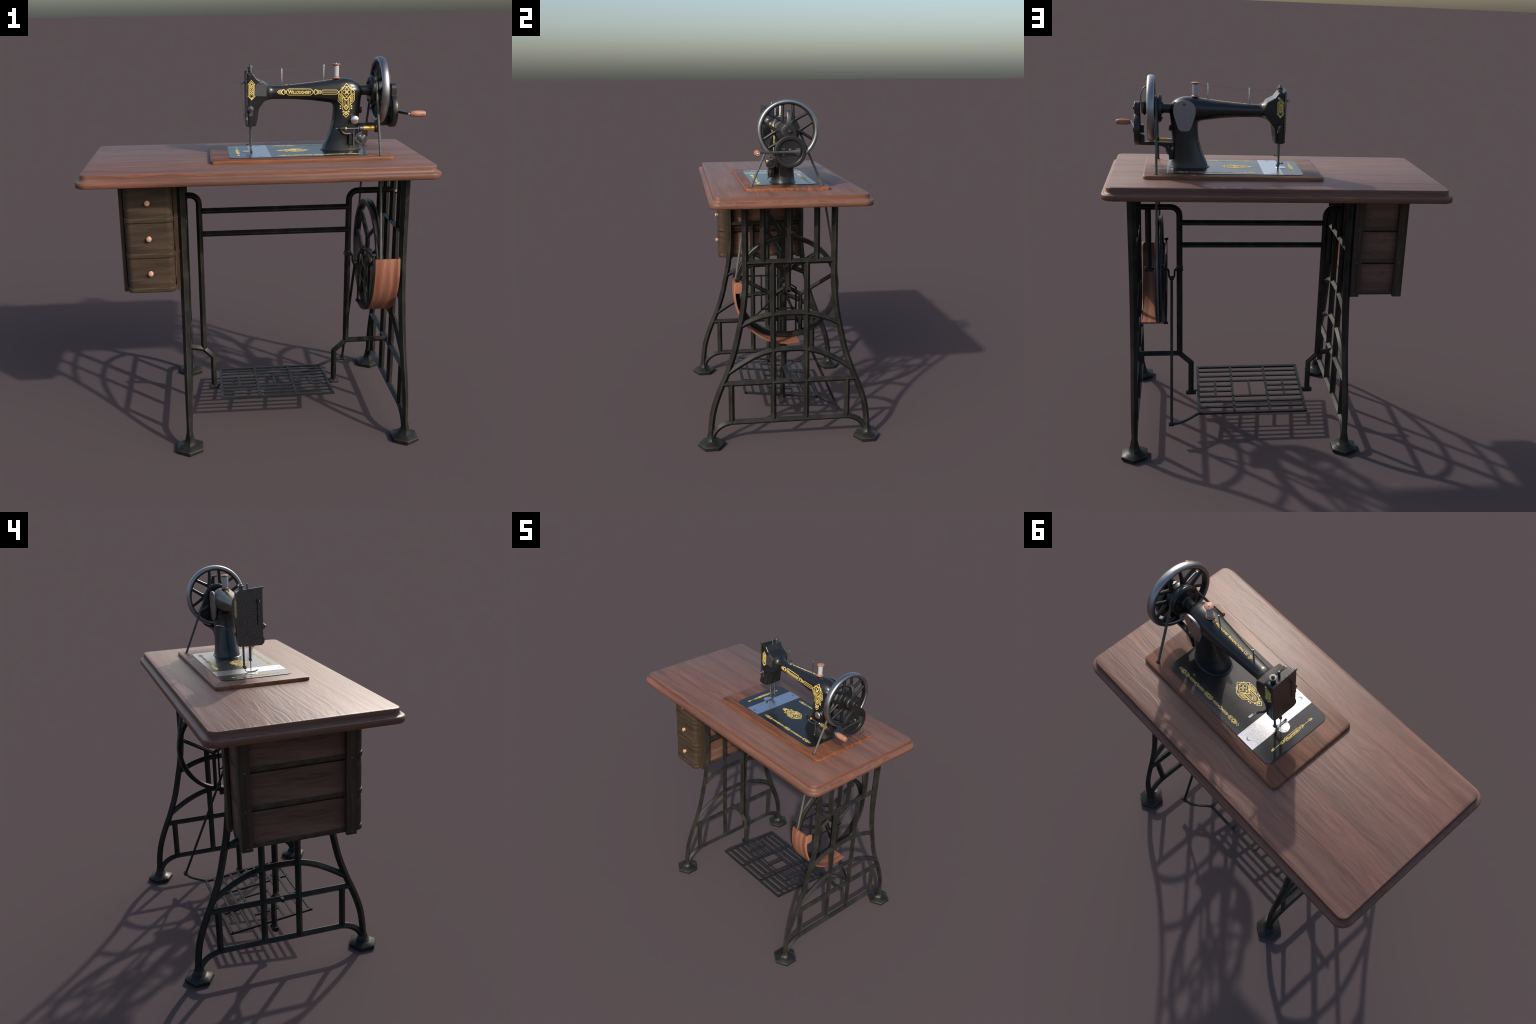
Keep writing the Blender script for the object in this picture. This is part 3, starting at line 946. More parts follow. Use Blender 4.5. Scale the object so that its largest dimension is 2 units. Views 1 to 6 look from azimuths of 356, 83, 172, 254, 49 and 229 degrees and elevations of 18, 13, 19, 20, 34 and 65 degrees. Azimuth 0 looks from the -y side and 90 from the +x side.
lathe(bm, [(0.0, BZ - 0.001), (0.0290, BZ - 0.001), (0.0300, BZ + 0.0004), (0.0292, BZ + 0.0013), (0.0, BZ + 0.0013)], (-0.0395, -0.001, 0), "z", 40)
for dx, dy in ((-0.019, 0.003), (0.016, 0.014)):
    lathe(bm, [(0.0035, BZ), (0.0035, BZ + 0.0018), (0.002, BZ + 0.0022)], (-0.0395 + dx, dy, 0), "z", 12)
mobj("needle_plate", bm, "silver", None, 40)
bm = bmesh.new()
for x, y, s in ((0.0235, 0.1555, 1), (0.0195, -0.1575, -1)):
    arc = [(x + 0.0105 * math.cos(a), y + s * 0.0105 * math.sin(a), BZ + 0.0003) for a in np.linspace(0.15, math.pi - 0.15, 12)]
    w = [0.0010 + 0.0022 * math.sin(math.pi * i / 11) for i in range(12)]
    planar_sweep(bm, arc, (0, 0, 1), [(1, -0.0006), (1, 0.0006), (-1, 0.0006), (-1, -0.0006)], scales=[(k, 1.0) for k in w])
mobj("thumb_notch", bm, "dark_steel", None, 40)

# ---- gilt ornament: thin raised strips laid on the lacquer
class Gilt:
    """Collects strokes and letters in flat (u, v) and lays them on a surface."""
    def __init__(self):
        self.bm = bmesh.new()
    def poly(self, pts):
        self.bm.faces.new([self.bm.verts.new((p[0], p[1], 0)) for p in pts])
    def stroke(self, pts, w=0.0016, closed=False):
        P = [Vector(p) for p in pts]
        n = len(P)
        ring = []
        for i in range(n):
            d0 = (P[i] - P[i - 1]) if (i or closed) else None
            d1 = (P[(i + 1) % n] - P[i]) if (i < n - 1 or closed) else None
            d0 = d0.normalized() if d0 else d1.normalized()
            d1 = d1.normalized() if d1 else d0
            t = (d0 + d1)
            t = t.normalized() if t.length > 1e-6 else d1
            nn = Vector((-t.y, t.x)) * (w / 2 / max(0.45, t.dot(d1)))
            ring.append((P[i] + nn, P[i] - nn))
        for i in range(n if closed else n - 1):
            a, b = ring[i], ring[(i + 1) % n]
            self.poly((a[0], a[1], b[1], b[0]))
    def diamond(self, cu, cv, a, b=None, w=0.0016, fill=False):
        b = b or a
        pts = [(cu + a, cv), (cu, cv + b), (cu - a, cv), (cu, cv - b)]
        self.poly(pts) if fill else self.stroke(pts, w, True)
    def square(self, cu, cv, a, w=0.0014, fill=False):
        pts = [(cu + a, cv + a), (cu - a, cv + a), (cu - a, cv - a), (cu + a, cv - a)]
        self.poly(pts) if fill else self.stroke(pts, w, True)
    def chevron(self, cu, cv, a, b, w=0.0016):
        """Points towards +u when a > 0."""
        self.stroke([(cu - a, cv + b), (cu, cv), (cu - a, cv - b)], w)
    def ring(self, cu, cv, r, w=0.0014, n=18, ph=0.0):
        self.stroke([(cu + r * math.cos(TAU * k / n + ph), cv + r * math.sin(TAU * k / n + ph)) for k in range(n)], w, True)
    def text(self, body, cu, cv, height, length, bold=0.0):
        cu_ = bpy.data.curves.new("t", "FONT")
        cu_.body = body
        cu_.size = 1.0
        cu_.offset = bold
        cu_.align_x = "CENTER"
        cu_.align_y = "CENTER"
        cu_.small_caps_scale = 0.80
        for i, ch in enumerate(cu_.body_format):
            ch.use_small_caps = body[i].islower()
        o = bpy.data.objects.new("t", cu_)
        SCN.objects.link(o)
        dg = bpy.context.evaluated_depsgraph_get()
        me = o.evaluated_get(dg).to_mesh()
        co = [v.co.copy() for v in me.vertices]
        lo = [min(c[i] for c in co) for i in (0, 1)]
        hi = [max(c[i] for c in co) for i in (0, 1)]
        vs = [self.bm.verts.new((cu + ((c.x - lo[0]) / (hi[0] - lo[0]) - 0.5) * length, cv + ((c.y - lo[1]) / (hi[1] - lo[1]) - 0.5) * height, 0)) for c in co]
        for p in me.polygons:
            try:
                self.bm.faces.new([vs[i] for i in p.vertices])
            except ValueError:
                pass
        o.to_mesh_clear()
        bpy.data.objects.remove(o)
        bpy.data.curves.remove(cu_)
    def lay(self, name, place, parent=None, step=0.004, lift=0.0006):
        """place(u, v) -> (point, normal)."""
        bm = self.bm
        us = [v.co.x for v in bm.verts]; vs = [v.co.y for v in bm.verts]
        if step:
            for axis, lo, hi in ((0, min(us), max(us)), (1, min(vs), max(vs))):
                k = lo + step
                while k < hi:
                    nrm = (1, 0, 0) if axis == 0 else (0, 1, 0)
                    co = (k, 0, 0) if axis == 0 else (0, k, 0)
                    bmesh.ops.bisect_plane(bm, geom=bm.verts[:] + bm.edges[:] + bm.faces[:], plane_co=co, plane_no=nrm, dist=1e-6)
                    k += step
        for v in list(bm.verts):
            hit = place(v.co.x, v.co.y)
            if hit is None:
                bm.verts.remove(v)
                continue
            v.co = hit[0] + hit[1] * lift
        # give the gilding its own thin edge
        geo = bmesh.ops.extrude_face_region(bm, geom=bm.faces[:])
        up = [g for g in geo["geom"] if isinstance(g, bmesh.types.BMVert)]
        nrm = place(sum(us) / len(us), sum(vs) / len(vs))
        nrm = nrm[1] if nrm else Vector((0, 0, 1))
        for v in up:
            v.co += nrm * 0.0003
        return mobj(name, bm, "gold", parent, None)

def on_front(x0, z0, ang):
    """u runs from (x0, z0) in direction ang of the x-z plane; laid on the machine's front."""
    c, s = math.cos(math.radians(ang)), math.sin(math.radians(ang))
    def f(u, v):
        x, z = x0 + u * c - v * s, z0 + u * s + v * c
        hit = body_bvh.ray_cast(Vector((x, -0.3, z)), Vector((0, 1, 0)))
        return None if hit[0] is None else (hit[0], hit[1] if hit[1].y < 0 else -hit[1])
    return f
def on_back(x0, z0, ang):
    c, s = math.cos(math.radians(ang)), math.sin(math.radians(ang))
    def f(u, v):
        x, z = x0 + u * c - v * s, z0 + u * s + v * c
        hit = body_bvh.ray_cast(Vector((x, 0.3, z)), Vector((0, -1, 0)))
        return None if hit[0] is None else (hit[0], hit[1] if hit[1].y > 0 else -hit[1])
    return f
def on_top(x0, y0, ang):
    c, s = math.cos(math.radians(ang)), math.sin(math.radians(ang))
    def f(u, v):
        x, y = x0 + u * c - v * s, y0 + u * s + v * c
        hit = body_bvh.ray_cast(Vector((x, y, 2.1)), Vector((0, 0, -1)))
        return None if hit[0] is None else (hit[0], hit[1] if hit[1].z > 0 else -hit[1])
    return f
def on_bed(x0, y0, ang):
    c, s = math.cos(math.radians(ang)), math.sin(math.radians(ang))
    return lambda u, v: (Vector((x0 + u * c - v * s, y0 + u * s + v * c, BZ)), Vector((0, 0, 1)))

def medallion(g, w=0.0023):
    """Drawn from the tip of its diamond (u = 0) to the tail (u = 0.174)."""
    k = 0.174 / 385
    def pt(a, b):          # b down the axis, a to the side, in drawing units
        return (b * k, a * k)
    def line(pts, closed=False, ww=w):
        g.stroke([pt(a, b) for a, b in pts], ww, closed)
    line([(0, 0), (94, 95), (0, 188), (-94, 95)], True)
    r = 60
    line([(a * 1.0, 95 + b) for a, b in ((-58, -22), (-24, -60), (24, -60), (58, -22), (58, 22), (24, 60), (-24, 60), (-58, 22))], True)
    for a, b in ((0, -24), (24, 0), (0, 24), (-24, 0)):
        g.ring((95 + b) * k, a * k, 22 * k, w * 0.9, 12)
    g.square(95 * k, 0, 12 * k, w * 0.8)
    line([(-16, 58), (0, 40), (16, 58)]); line([(-16, 132), (0, 150), (16, 132)])
    for s in (-1, 1):
        line([(s * 58, 38), (s * 48, 46), (s * 62, 50)], False, w * 0.7)
        # wing
        line([(s * 94, 112), (s * 94, 196), (s * 50, 240)])
        line([(s * 94, 112), (s * 48, 160), (s * 48, 250)])
        line([(s * 78, 146), (s * 78, 190), (s * 60, 208), (s * 60, 164)], True)
        for q in (160, 176):
            line([(s * 78, q), (s * 60, q + 18)], False, w * 0.8)
        # shaft
        line([(s * 44, 152), (s * 44, 290), (0, 334), (-s * 32, 352)])
        line([(s * 26, 172), (s * 26, 268), (0, 296)])
        for q in (258, 284):
            g.square(q * k, s * 64 * k, 7 * k, fill=True)
        g.square(322 * k, s * 33 * k, 7.5 * k, fill=True)
    line([(-44, 152), (0, 196), (44, 152)])
    line([(-26, 172), (-10, 188)]); line([(26, 172), (10, 188)])
    line([(-12, 196), (-12, 238), (0, 250), (12, 238), (12, 196)], False, w * 0.8)
    g.diamond(258 * k, 0, 16 * k, None, w * 0.9)
    g.diamond(274 * k, 0, 26 * k, None, w)
    g.diamond(352 * k, 0, 34 * k, None, w)
    g.diamond(352 * k, 0, 11 * k, fill=True)

def banner(g, u0, u1, hh, word, w=0.0019):
    """Elongated six-sided cartouche with lettering, small diamonds at the points."""
    c = hh * 0.9
    g.stroke([(u0, 0), (u0 + c * 0.35, hh * 0.55), (u0 + c, hh), (u1 - c, hh), (u1 - c * 0.35, hh * 0.55), (u1, 0), (u1 - c * 0.35, -hh * 0.55), (u1 - c, -hh), (u0 + c, -hh), (u0 + c * 0.35, -hh * 0.55)], w, True)
    g.text(word, (u0 + u1) / 2, 0, hh * 1.25, (u1 - u0) - c * 1.5, 0.018)

# front of the pillar
g = Gilt(); medallion(g)
g.lay("gilt_medallion", on_front(0.4795, 1.8690, -90))
# along the arm
g = Gilt()
X0 = 0.118
for i in range(2):
    g.chevron(0.0085 + i * 0.0085, 0, -0.0125, 0.0125, 0.0025)
g.chevron(0.001, 0, -0.0105, 0.0105, 0.0025)
g.diamond(0.0340, 0, 0.0135, None, 0.0025); g.diamond(0.0430, 0, 0.0058, None, 0.0022)
banner(g, 0.0460, 0.1880, 0.0155, "Willoughsby", 0.0025)
g.diamond(0.1905, 0, 0.0058, None, 0.0022); g.diamond(0.1985, 0, 0.0135, None, 0.0025)
for i in range(3):
    g.chevron(0.2175 + i * 0.0080, 0, 0.0125 - 0.0015 * i, 0.0125 - 0.0015 * i, 0.0025)
g.stroke([(0.2330, 0.0075), (0.2375, 0.0105), (0.3090, 0.0105), (0.3150, 0.0060), (0.3190, 0.0)], 0.0025)
g.stroke([(0.2330, -0.0075), (0.2375, -0.0105), (0.3090, -0.0105), (0.3150, -0.0060), (0.3190, 0.0)], 0.0025)
g.stroke([(0.2335, 0.0), (0.3110, 0.0)], 0.0025)
g.stroke([(0.3190, 0), (0.3265, 0.0075)], 0.0025); g.stroke([(0.3190, 0), (0.3265, -0.0075)], 0.0025)
g.lay("gilt_banner", on_front(X0, 1.8302, -0.7))
# along the top of the arm
g = Gilt()
g.text("Willoughsby Manufacturing Co.", 0, 0, 0.0125, 0.208, 0.014)
for u in (0.1165, -0.1165):
    s = 1 if u > 0 else -1
    for a, b in ((u, 0.0055), (u, -0.0055), (u + s * 0.0080, 0.0)):
        g.square(a, b, 0.0030, 0.0013)
g.lay("gilt_lettering", on_top(0.2890, 0.0, 180))
# both sides of the head
def head_label(g, w=0.0018):
    g.stroke([(0, 0), (0.019, 0.0165), (0.081, 0.0165), (0.100, 0), (0.081, -0.0165), (0.019, -0.0165)], w, True)
    g.stroke([(0.0085, 0), (0.0205, 0.0105), (0.0795, 0.0105), (0.0890, 0.002), (0.0890, -0.002), (0.0795, -0.0105), (0.0205, -0.0105)], w, True)
    g.chevron(0.0150, 0, -0.0080, 0.0085, w)
    for u in (0.0290, 0.0390, 0.0600, 0.0700):
        for v in (-0.0048, 0.0048):
            g.diamond(u, v, 0.0056, None, w)
    for u in (0.0340, 0.0650):
        g.diamond(u, 0, 0.0052, None, w)
    g.stroke([(0.0450, 0.0105), (0.0495, 0), (0.0450, -0.0105)], w); g.stroke([(0.0545, 0.0105), (0.0495, 0), (0.0545, -0.0105)], w)
    for s in (-1, 1):
        g.square(0.0205, s * 0.0165, 0.0020, fill=True)
        g.square(0.0800, s * 0.0175, 0.0022, fill=True)
        g.square(0.0860, s * 0.0120, 0.0022, fill=True)
        g.square(0.0905, s * 0.0075, 0.0022, fill=True)
    g.diamond(0.0945, 0, 0.0060, fill=True)
g = Gilt(); head_label(g)
g.lay("gilt_head_label", on_front(-0.0180, 1.8950, -90), None, 0)
g = Gilt(); head_label(g)
g.lay("gilt_head_label", on_back(-0.0180, 1.8990, -90), None, 0)
# bed plate
g = Gilt(); medallion(g)
g.lay("gilt_medallion", on_bed(0.2890, 0.0, 180), None, 0)
def border(g, w=0.0015):
    """Half of the chain, mirrored about u = 0."""
    for s in (-1, 1):
        def D(u, a, ww=w): g.diamond(s * u, 0, a, None, ww)
        def C(u, d, b=0.0085): g.chevron(s * u, 0, s * d * b, b, w)
        def L(u0, u1):
            for v in (-0.0048, 0.0048):
                g.stroke([(s * u0, v * 0.4), (s * (u0 + 0.006), v), (s * (u1 - 0.006), v), (s * u1, v * 0.4)], w)
            g.stroke([(s * (u0 + 0.003), 0), (s * (u1 - 0.003), 0)], w)
        if s == 1:
            g.diamond(0, 0, 0.0115, None, w); g.diamond(0, 0, 0.0072, None, w)
        C(0.0175, 1, 0.0105); C(0.0235, 1, 0.0105); C(0.0300, 1, 0.0105)
        L(0.0345, 0.0720)
        D(0.0775, 0.0062); D(0.0865, 0.0090); D(0.0955, 0.0062)
        L(0.1010, 0.1400)
        C(0.1440, -1, 0.0105); C(0.1505, -1, 0.0105); C(0.1570, -1, 0.0105)
        g.diamond(s * 0.1800, 0, 0.0115, None, w); g.diamond(s * 0.1800, 0, 0.0072, None, w)
        C(0.1970, 1, 0.0105); C(0.2035, 1, 0.0105)
        for u, v in ((0.2090, 0.0050), (0.2090, -0.0050), (0.2140, 0)):
            g.diamond(s * u, v, 0.0026, fill=True)
for y in (0.1485, -0.1485):
    g = Gilt(); border(g)
    g.lay("gilt_border", on_bed(0.3235, y, 0), None, 0)
g = Gilt()
banner(g, -0.0480, 0.0480, 0.0085, "Willoughsby", 0.0016)
for s in (-1, 1):
    g.diamond(s * 0.0505, 0, 0.0040, None, 0.0016); g.diamond(s * 0.0570, 0, 0.0075, None, 0.0016)
    g.chevron(s * 0.0690, 0, s * 0.0070, 0.0070, 0.0016); g.chevron(s * 0.0740, 0, s * 0.0060, 0.0060, 0.0016)
    g.stroke([(s * 0.0740, 0), (s * 0.1060, 0)], 0.0016)
    g.diamond(s * 0.1120, 0, 0.0066, None, 0.0016); g.diamond(s * 0.1175, 0, 0.0046, None, 0.0016); g.diamond(s * 0.1225, 0, 0.0042, None, 0.0016)
g.lay("gilt_bed_label", on_bed(-0.0945, -0.0030, -90), None, 0)

# ---- cover plates and screws
def screw(bm, p, axis, r, h, s=1, mat=0, seg=16):
    lathe(bm, [(r, -0.002 * s), (r, h * 0.55 * s), (r * 0.72, h * s), (0.0, h * 1.05 * s)], p, axis, seg, mat)
bm = bmesh.new()
egg = [(0.4905, 1.8775), (0.4640, 1.8740), (0.4450, 1.8610), (0.4335, 1.8400), (0.4310, 1.8180), (0.4370, 1.7900), (0.4500, 1.7500), (0.4590, 1.7280), (0.4700, 1.7180), (0.4905, 1.7155)]
egg = egg + [(0.981 - x, z) for x, z in egg[-2:0:-1]]
egg = [Vector((p.x, p.z)) for p in smooth_path([(x, 0, z) for x, z in egg + egg[:1]], 4)[:-1]]
stack(bm, egg, [(0.0, 0.0540), (0.0, 0.0625), (0.0012, 0.0637)], "y")
cov = mobj("rear_cover", bm, "cover", None, 30)
bm = bmesh.new(); screw(bm, (0.4915, 0.0637, 1.8585), "y", 0.0078, 0.0030)
mobj("cover_screw", bm, "dark_steel", None, 40)
bm = bmesh.new()
outline = rounded_poly([(0.0300, 1.8940), (0.0040, 1.8700), (0.0015, 1.8580), (0.0015, 1.8145), (0.0590, 1.8115), (0.0590, 1.8700), (0.0530, 1.8790)], [0.010, 0.014, 0.02, 0.007, 0.007, 0.01, 0.012], 5)
stack(bm, outline, [(0.0, -0.060), (0.0, -0.0655), (0.001, -0.0662)], "y")
mobj("front_cover", bm, "cover_dark", None, 30)
bm = bmesh.new(); screw(bm, (0.0292, -0.0662, 1.8800), "y", 0.0055, 0.0030, -1)
mobj("cover_screw", bm, "dark_steel", None, 40)
bm = bmesh.new()
screw(bm, (-0.0072, 0.0645, 1.9010), "y", 0.0070, 0.0040); screw(bm, (-0.0076, 0.0645, 1.8155), "y", 0.0050, 0.0040)
mobj("head_screw", bm, "nickel", None, 40)
bm = bmesh.new()
outline = rounded_poly([(-0.0290, 1.615), (-0.0290, 1.563), (0.002, 1.556), (0.033, 1.563), (0.033, 1.615)], [0.004, 0.006, 0.02, 0.006, 0.004], 5)
stack(bm, outline, [(0.0, 0.540), (0.0, 0.5590), (0.001, 0.5600)], "x")
mobj("pillar_panel", bm, "black", None, 30)

# ---- engraved face plate
bm = bmesh.new()
outline = rounded_poly([(-0.0700, 1.9360), (-0.0760, 1.9420), (-0.0760, 1.9480), (-0.0680, 1.9480), (0.0640, 1.9370), (0.0665, 1.6620), (0.0300, 1.6570), (-0.0580, 1.6570), (-0.0715, 1.6700), (-0.0715, 1.6950), (-0.0660, 1.7050)],
                       [0.004, 0.003, 0.004, 0.003, 0.020, 0.018, 0.02, 0.010, 0.012, 0.006, 0.006], 5)
stack(bm, outline, [(0.0, -0.0395), (0.0, -0.0470), (0.0015, -0.0485)], "x")
mobj("face_plate", bm, "plate", None, 30)
bm = bmesh.new()
box(bm, (-0.0492, -0.0420, 1.7610), (-0.0470, -0.0370, 1.8890), 0.0002)
box(bm, (-0.0125, 0.0610, 1.6760), (-0.0040, 0.0652, 1.7700), 0.0002)
mobj("slot", bm, "void", None, 40)
bm = bmesh.new()
screw(bm, (-0.0485, 0.0010, 1.7075), "x", 0.0045, 0.0030, -1)
tube(bm, [(-0.0485, -0.010, 1.7130), (-0.0600, -0.012, 1.7130), (-0.0600, -0.003, 1.7130), (-0.0530, -0.003, 1.7130)], 0.0012, 6)
mobj("face_screw", bm, "dark_steel", None, 40)
# take-up lever with its eye
bm = bmesh.new()
lev = smooth_path([(-0.0440, -0.0400, 1.8830), (-0.0560, -0.0420, 1.8830), (-0.0640, -0.0430, 1.8800), (-0.0680, -0.0430, 1.8785)], 4)
planar_sweep(bm, lev, (0, 1, 0), rect(0.0040, 0.0018, 0.0006))
tube(bm, [(-0.0735 + 0.0062 * math.cos(a), -0.0430, 1.8765 + 0.0062 * math.sin(a)) for a in np.linspace(0, TAU, 20)[:-1]], 0.0021, 8, closed=True)
mobj("take_up_lever", bm, "dark_steel", None, 40)

# ---- tension discs on the front of the head
bm = bmesh.new()
lathe(bm, [(0.0080, -0.062), (0.0080, -0.068), (0.0155, -0.0690), (0.0160, -0.0715), (0.0145, -0.0725), (0.0145, -0.0745), (0.0160, -0.0755), (0.0150, -0.0785), (0.0080, -0.0800), (0.0075, -0.0850), (0.0040, -0.0900), (0.0, -0.0902)],
      (-0.0245, 0, 1.7490), "y", 28)
outline = rounded_poly([(-0.0330, 1.7400), (-0.0310, 1.7250), (-0.0370, 1.7150), (-0.0240, 1.7090), (-0.0105, 1.7170), (-0.0130, 1.7260), (-0.0140, 1.7400)], 0.004, 4)
slab(bm, outline, -0.063, -0.0690, 0.001, "y")
lathe(bm, [(0.0035, 1.760), (0.0030, 1.770), (0.0, 1.7710)], (-0.0255, -0.071, 0), "z", 10)
mobj("tension_disc", bm, "dark_steel", None, 40)

# ---- presser screw, plunger pin, bars, needle and foot
bm = bmesh.new()
lathe(bm, [(0.0115, 1.918), (0.0115, 1.950), (0.0100, 1.9515), (0.0165, 1.9530), (0.0170, 1.9560), (0.0160, 1.9580), (0.0080, 1.9585), (0.0065, 1.9610), (0.0065, 1.9675), (0.0040, 1.9697), (0.0, 1.9700)], (-0.0170, 0.0330, 0), "z", 24)
mobj("presser_screw", bm, "dark_steel", None, 40)
bm = bmesh.new()
lathe(bm, [(0.0056, 1.918), (0.0056, 1.9625), (0.0040, 1.9655), (0.0, 1.9660)], (-0.0165, -0.0010, 0), "z", 18)
mobj("plunger_pin", bm, "dark_steel", None, 40)
bm = bmesh.new()
lathe(bm, [(0.0060, 1.668), (0.0060, 1.5870), (0.0078, 1.5868), (0.0078, 1.5775), (0.0035, 1.5760), (0.0020, 1.5700), (0.0017, 1.530), (0.0004, 1.5185)], (-0.0210, 0.0005, 0), "z", 14)
tube(bm, [(-0.021, 0, 1.5825), (-0.004, 0.0, 1.5825)], 0.0022, 8)
lathe(bm, [(0.0048, -0.006), (0.0048, 0.000)], (0.0, 0.0, 1.5825), "x", 12)
mobj("needle_bar", bm, "dark_steel", None, 40)
bm = bmesh.new()
lathe(bm, [(0.0054, 1.668), (0.0054, 1.5480)], (-0.0210, 0.0355, 0), "z", 14)
box(bm, (-0.0285, 0.0270, 1.5400), (-0.0135, 0.0425, 1.5540), 0.0015)
tube(bm, [(-0.026, 0.034, 1.5470), (-0.040, 0.034, 1.5470)], 0.0022, 8)
lathe(bm, [(0.0052, -0.008), (0.0052, 0.0), (0.003, 0.002)], (-0.038, 0.034, 1.5470), "x", 10)
ft = smooth_path([(-0.021, 0.036, 1.545), (-0.021, 0.031, 1.532), (-0.021, 0.024, 1.523), (-0.021, 0.008, 1.5210), (-0.021, -0.022, 1.5210), (-0.021, -0.036, 1.5265)], 5)
planar_sweep(bm, ft, (1, 0, 0), rect(0.0014, 0.0058, 0.0006))
mobj("presser_foot", bm, "dark_steel", None, 40)
bm = bmesh.new()
lv = smooth_path([(-0.0085, 0.0600, 1.7190), (-0.0085, 0.0770, 1.7205), (-0.0080, 0.0960, 1.7330), (-0.0070, 0.1180, 1.7530), (-0.0062, 0.1400, 1.7645), (-0.0060, 0.1680, 1.7685)], 5)
planar_sweep(bm, lv, (1, 0, 0), rect(0.0022, 0.0062, 0.0012))
mobj("presser_lever", bm, "dark_steel", None, 40)

# ---- spool pins, spool and thread
bm = bmesh.new()
lathe(bm, [(0.0034, 1.855), (0.0034, 1.9440), (0.0024, 1.9462), (0.0, 1.9464)], (0.1455, -0.001, 0), "z", 12)
p1 = mobj("spool_pin", bm, "pin", None, 40)
bm = bmesh.new()
lathe(bm, [(0.0034, 1.875), (0.0034, 1.9610), (0.0024, 1.9632), (0.0, 1.9634)], (0.3668, -0.001, 0), "z", 12)
mobj("spool_pin", bm, "pin", None, 40)
bm = bmesh.new()
sx = 0.4325
lathe(bm, [(0.004, 1.891), (0.0190, 1.891), (0.0212, 1.8935), (0.0212, 1.8955), (0.0180, 1.8985), (0.0135, 1.9005), (0.0130, 1.9030), (0.0130, 1.9550), (0.0135, 1.9565), (0.0190, 1.9610), (0.0218, 1.9630), (0.0218, 1.9652), (0.0195, 1.9668), (0.003, 1.9668)],
      (sx, -0.001, 0), "z", 28)
sp = mobj("thread_spool", bm, "spoolwood", None, 40)
bm = bmesh.new()
prof = [(0.0125, 1.9015)] + [(0.0143 + 0.0003 * (k % 2), 1.9025 + 0.0534 * k / 44) for k in range(45)] + [(0.0125, 1.9565)]
lathe(bm, prof, (sx, -0.001, 0), "z", 28)
mobj("wound_thread", bm, "cotton", None, 60)
bm = bmesh.new()
lathe(bm, [(0.0034, 1.96), (0.0034, 1.9680), (0.0024, 1.9702), (0.0, 1.9704)], (sx, -0.001, 0), "z", 12)
mobj("spool_pin", bm, "pin", None, 40)
bm = bmesh.new()
TR = 0.0004
for path in ([(0.4215, -0.006, 1.9530), (0.3655, -0.0050, 1.9500), (0.1450, -0.0050, 1.9370), (0.0050, -0.0050, 1.9315), (-0.0150, -0.0660, 1.8600), (-0.0255, -0.0720, 1.7710)],
             [(-0.0330, -0.0760, 1.7600), (-0.0735, -0.0460, 1.8760)], [(-0.0735, -0.0430, 1.8690), (-0.0590, -0.0075, 1.7130), (-0.0255, -0.0020, 1.5860), (-0.0215, -0.0015, 1.5300)]):
    tube(bm, path, TR, 5)
mobj("thread", bm, "thread", None, 60)

# ---- hand wheel, pulley and shaft
HC = (0.0, 0.001, 1.8275)
bm = bmesh.new()
prof = []
for k in range(28):
    a = TAU * k / 28
    ca, sa = math.cos(a), math.sin(a)
    e = 0.86
    prof.append((0.1592 + 0.0133 * math.copysign(abs(ca) ** e, ca), 0.6640 + 0.0195 * math.copysign(abs(sa) ** e, sa)))
mats = [0 if (p[0] > 0.1478) else 1 for p in prof]
lathe(bm, prof, HC, "x", 96, mats=mats, closed=True)
lathe(bm, [(0.1490, 0.650), (0.1490, 0.678), (0.1448, 0.676), (0.1435, 0.664), (0.1448, 0.652)], HC, "x", 96, mats=[1] * 5, closed=True)
hw = mobj("hand_wheel", bm, ["rim", "black_iron"], None, 40)
bm = bmesh.new()
def hp(ang, r, x):
    return (x, HC[1] + r * math.cos(math.radians(ang)), HC[2] + r * math.sin(math.radians(ang)))
for k in range(6):
    for s in (-1, 1):
        a = 60 * k
        pts = [hp(a, 0.050, 0.664), hp(a + s * 1.5, 0.0640, 0.665), hp(a + s * 7.0, 0.0800, 0.6655), hp(a + s * 14.0, 0.1080, 0.6650), hp(a + s * 19.0, 0.1460, 0.6640)]
        path = smooth_path(pts, 4)
        tube(bm, path, list(np.interp(np.linspace(0, 1, len(path)), [0, 0.3, 0.7, 1], [0.0125, 0.0108, 0.0092, 0.0086])), 10)
mobj("wheel_spoke", bm, "black_iron", None, 50)
bm = bmesh.new()
lathe(bm, [(0.0, 0.7050), (0.036, 0.7050), (0.0390, 0.7030), (0.0390, 0.6980), (0.0340, 0.6950), (0.0330, 0.6840), (0.0370, 0.6765), (0.0480, 0.6740), (0.0650, 0.6725), (0.0690, 0.6690), (0.0690, 0.6500), (0.0650, 0.6450), (0.0600, 0.6400), (0.0600, 0.6350), (0.0740, 0.6295),
           (0.0755, 0.6270), (0.0750, 0.6190), (0.0700, 0.6115), (0.0620, 0.6095), (0.0520, 0.6120), (0.0440, 0.6160), (0.0300, 0.6140), (0.0285, 0.6020), (0.0255, 0.5985), (0.0250, 0.5600)], HC, "x", 48)
for k in range(3):
    a = math.radians(120 * k + 40)
    lathe(bm, [(0.006, 0.6110), (0.006, 0.6060), (0.004, 0.6040)], (0, HC[1] + 0.052 * math.cos(a), HC[2] + 0.052 * math.sin(a)), "x", 10)
mobj("wheel_hub", bm, "black_iron", None, 35)

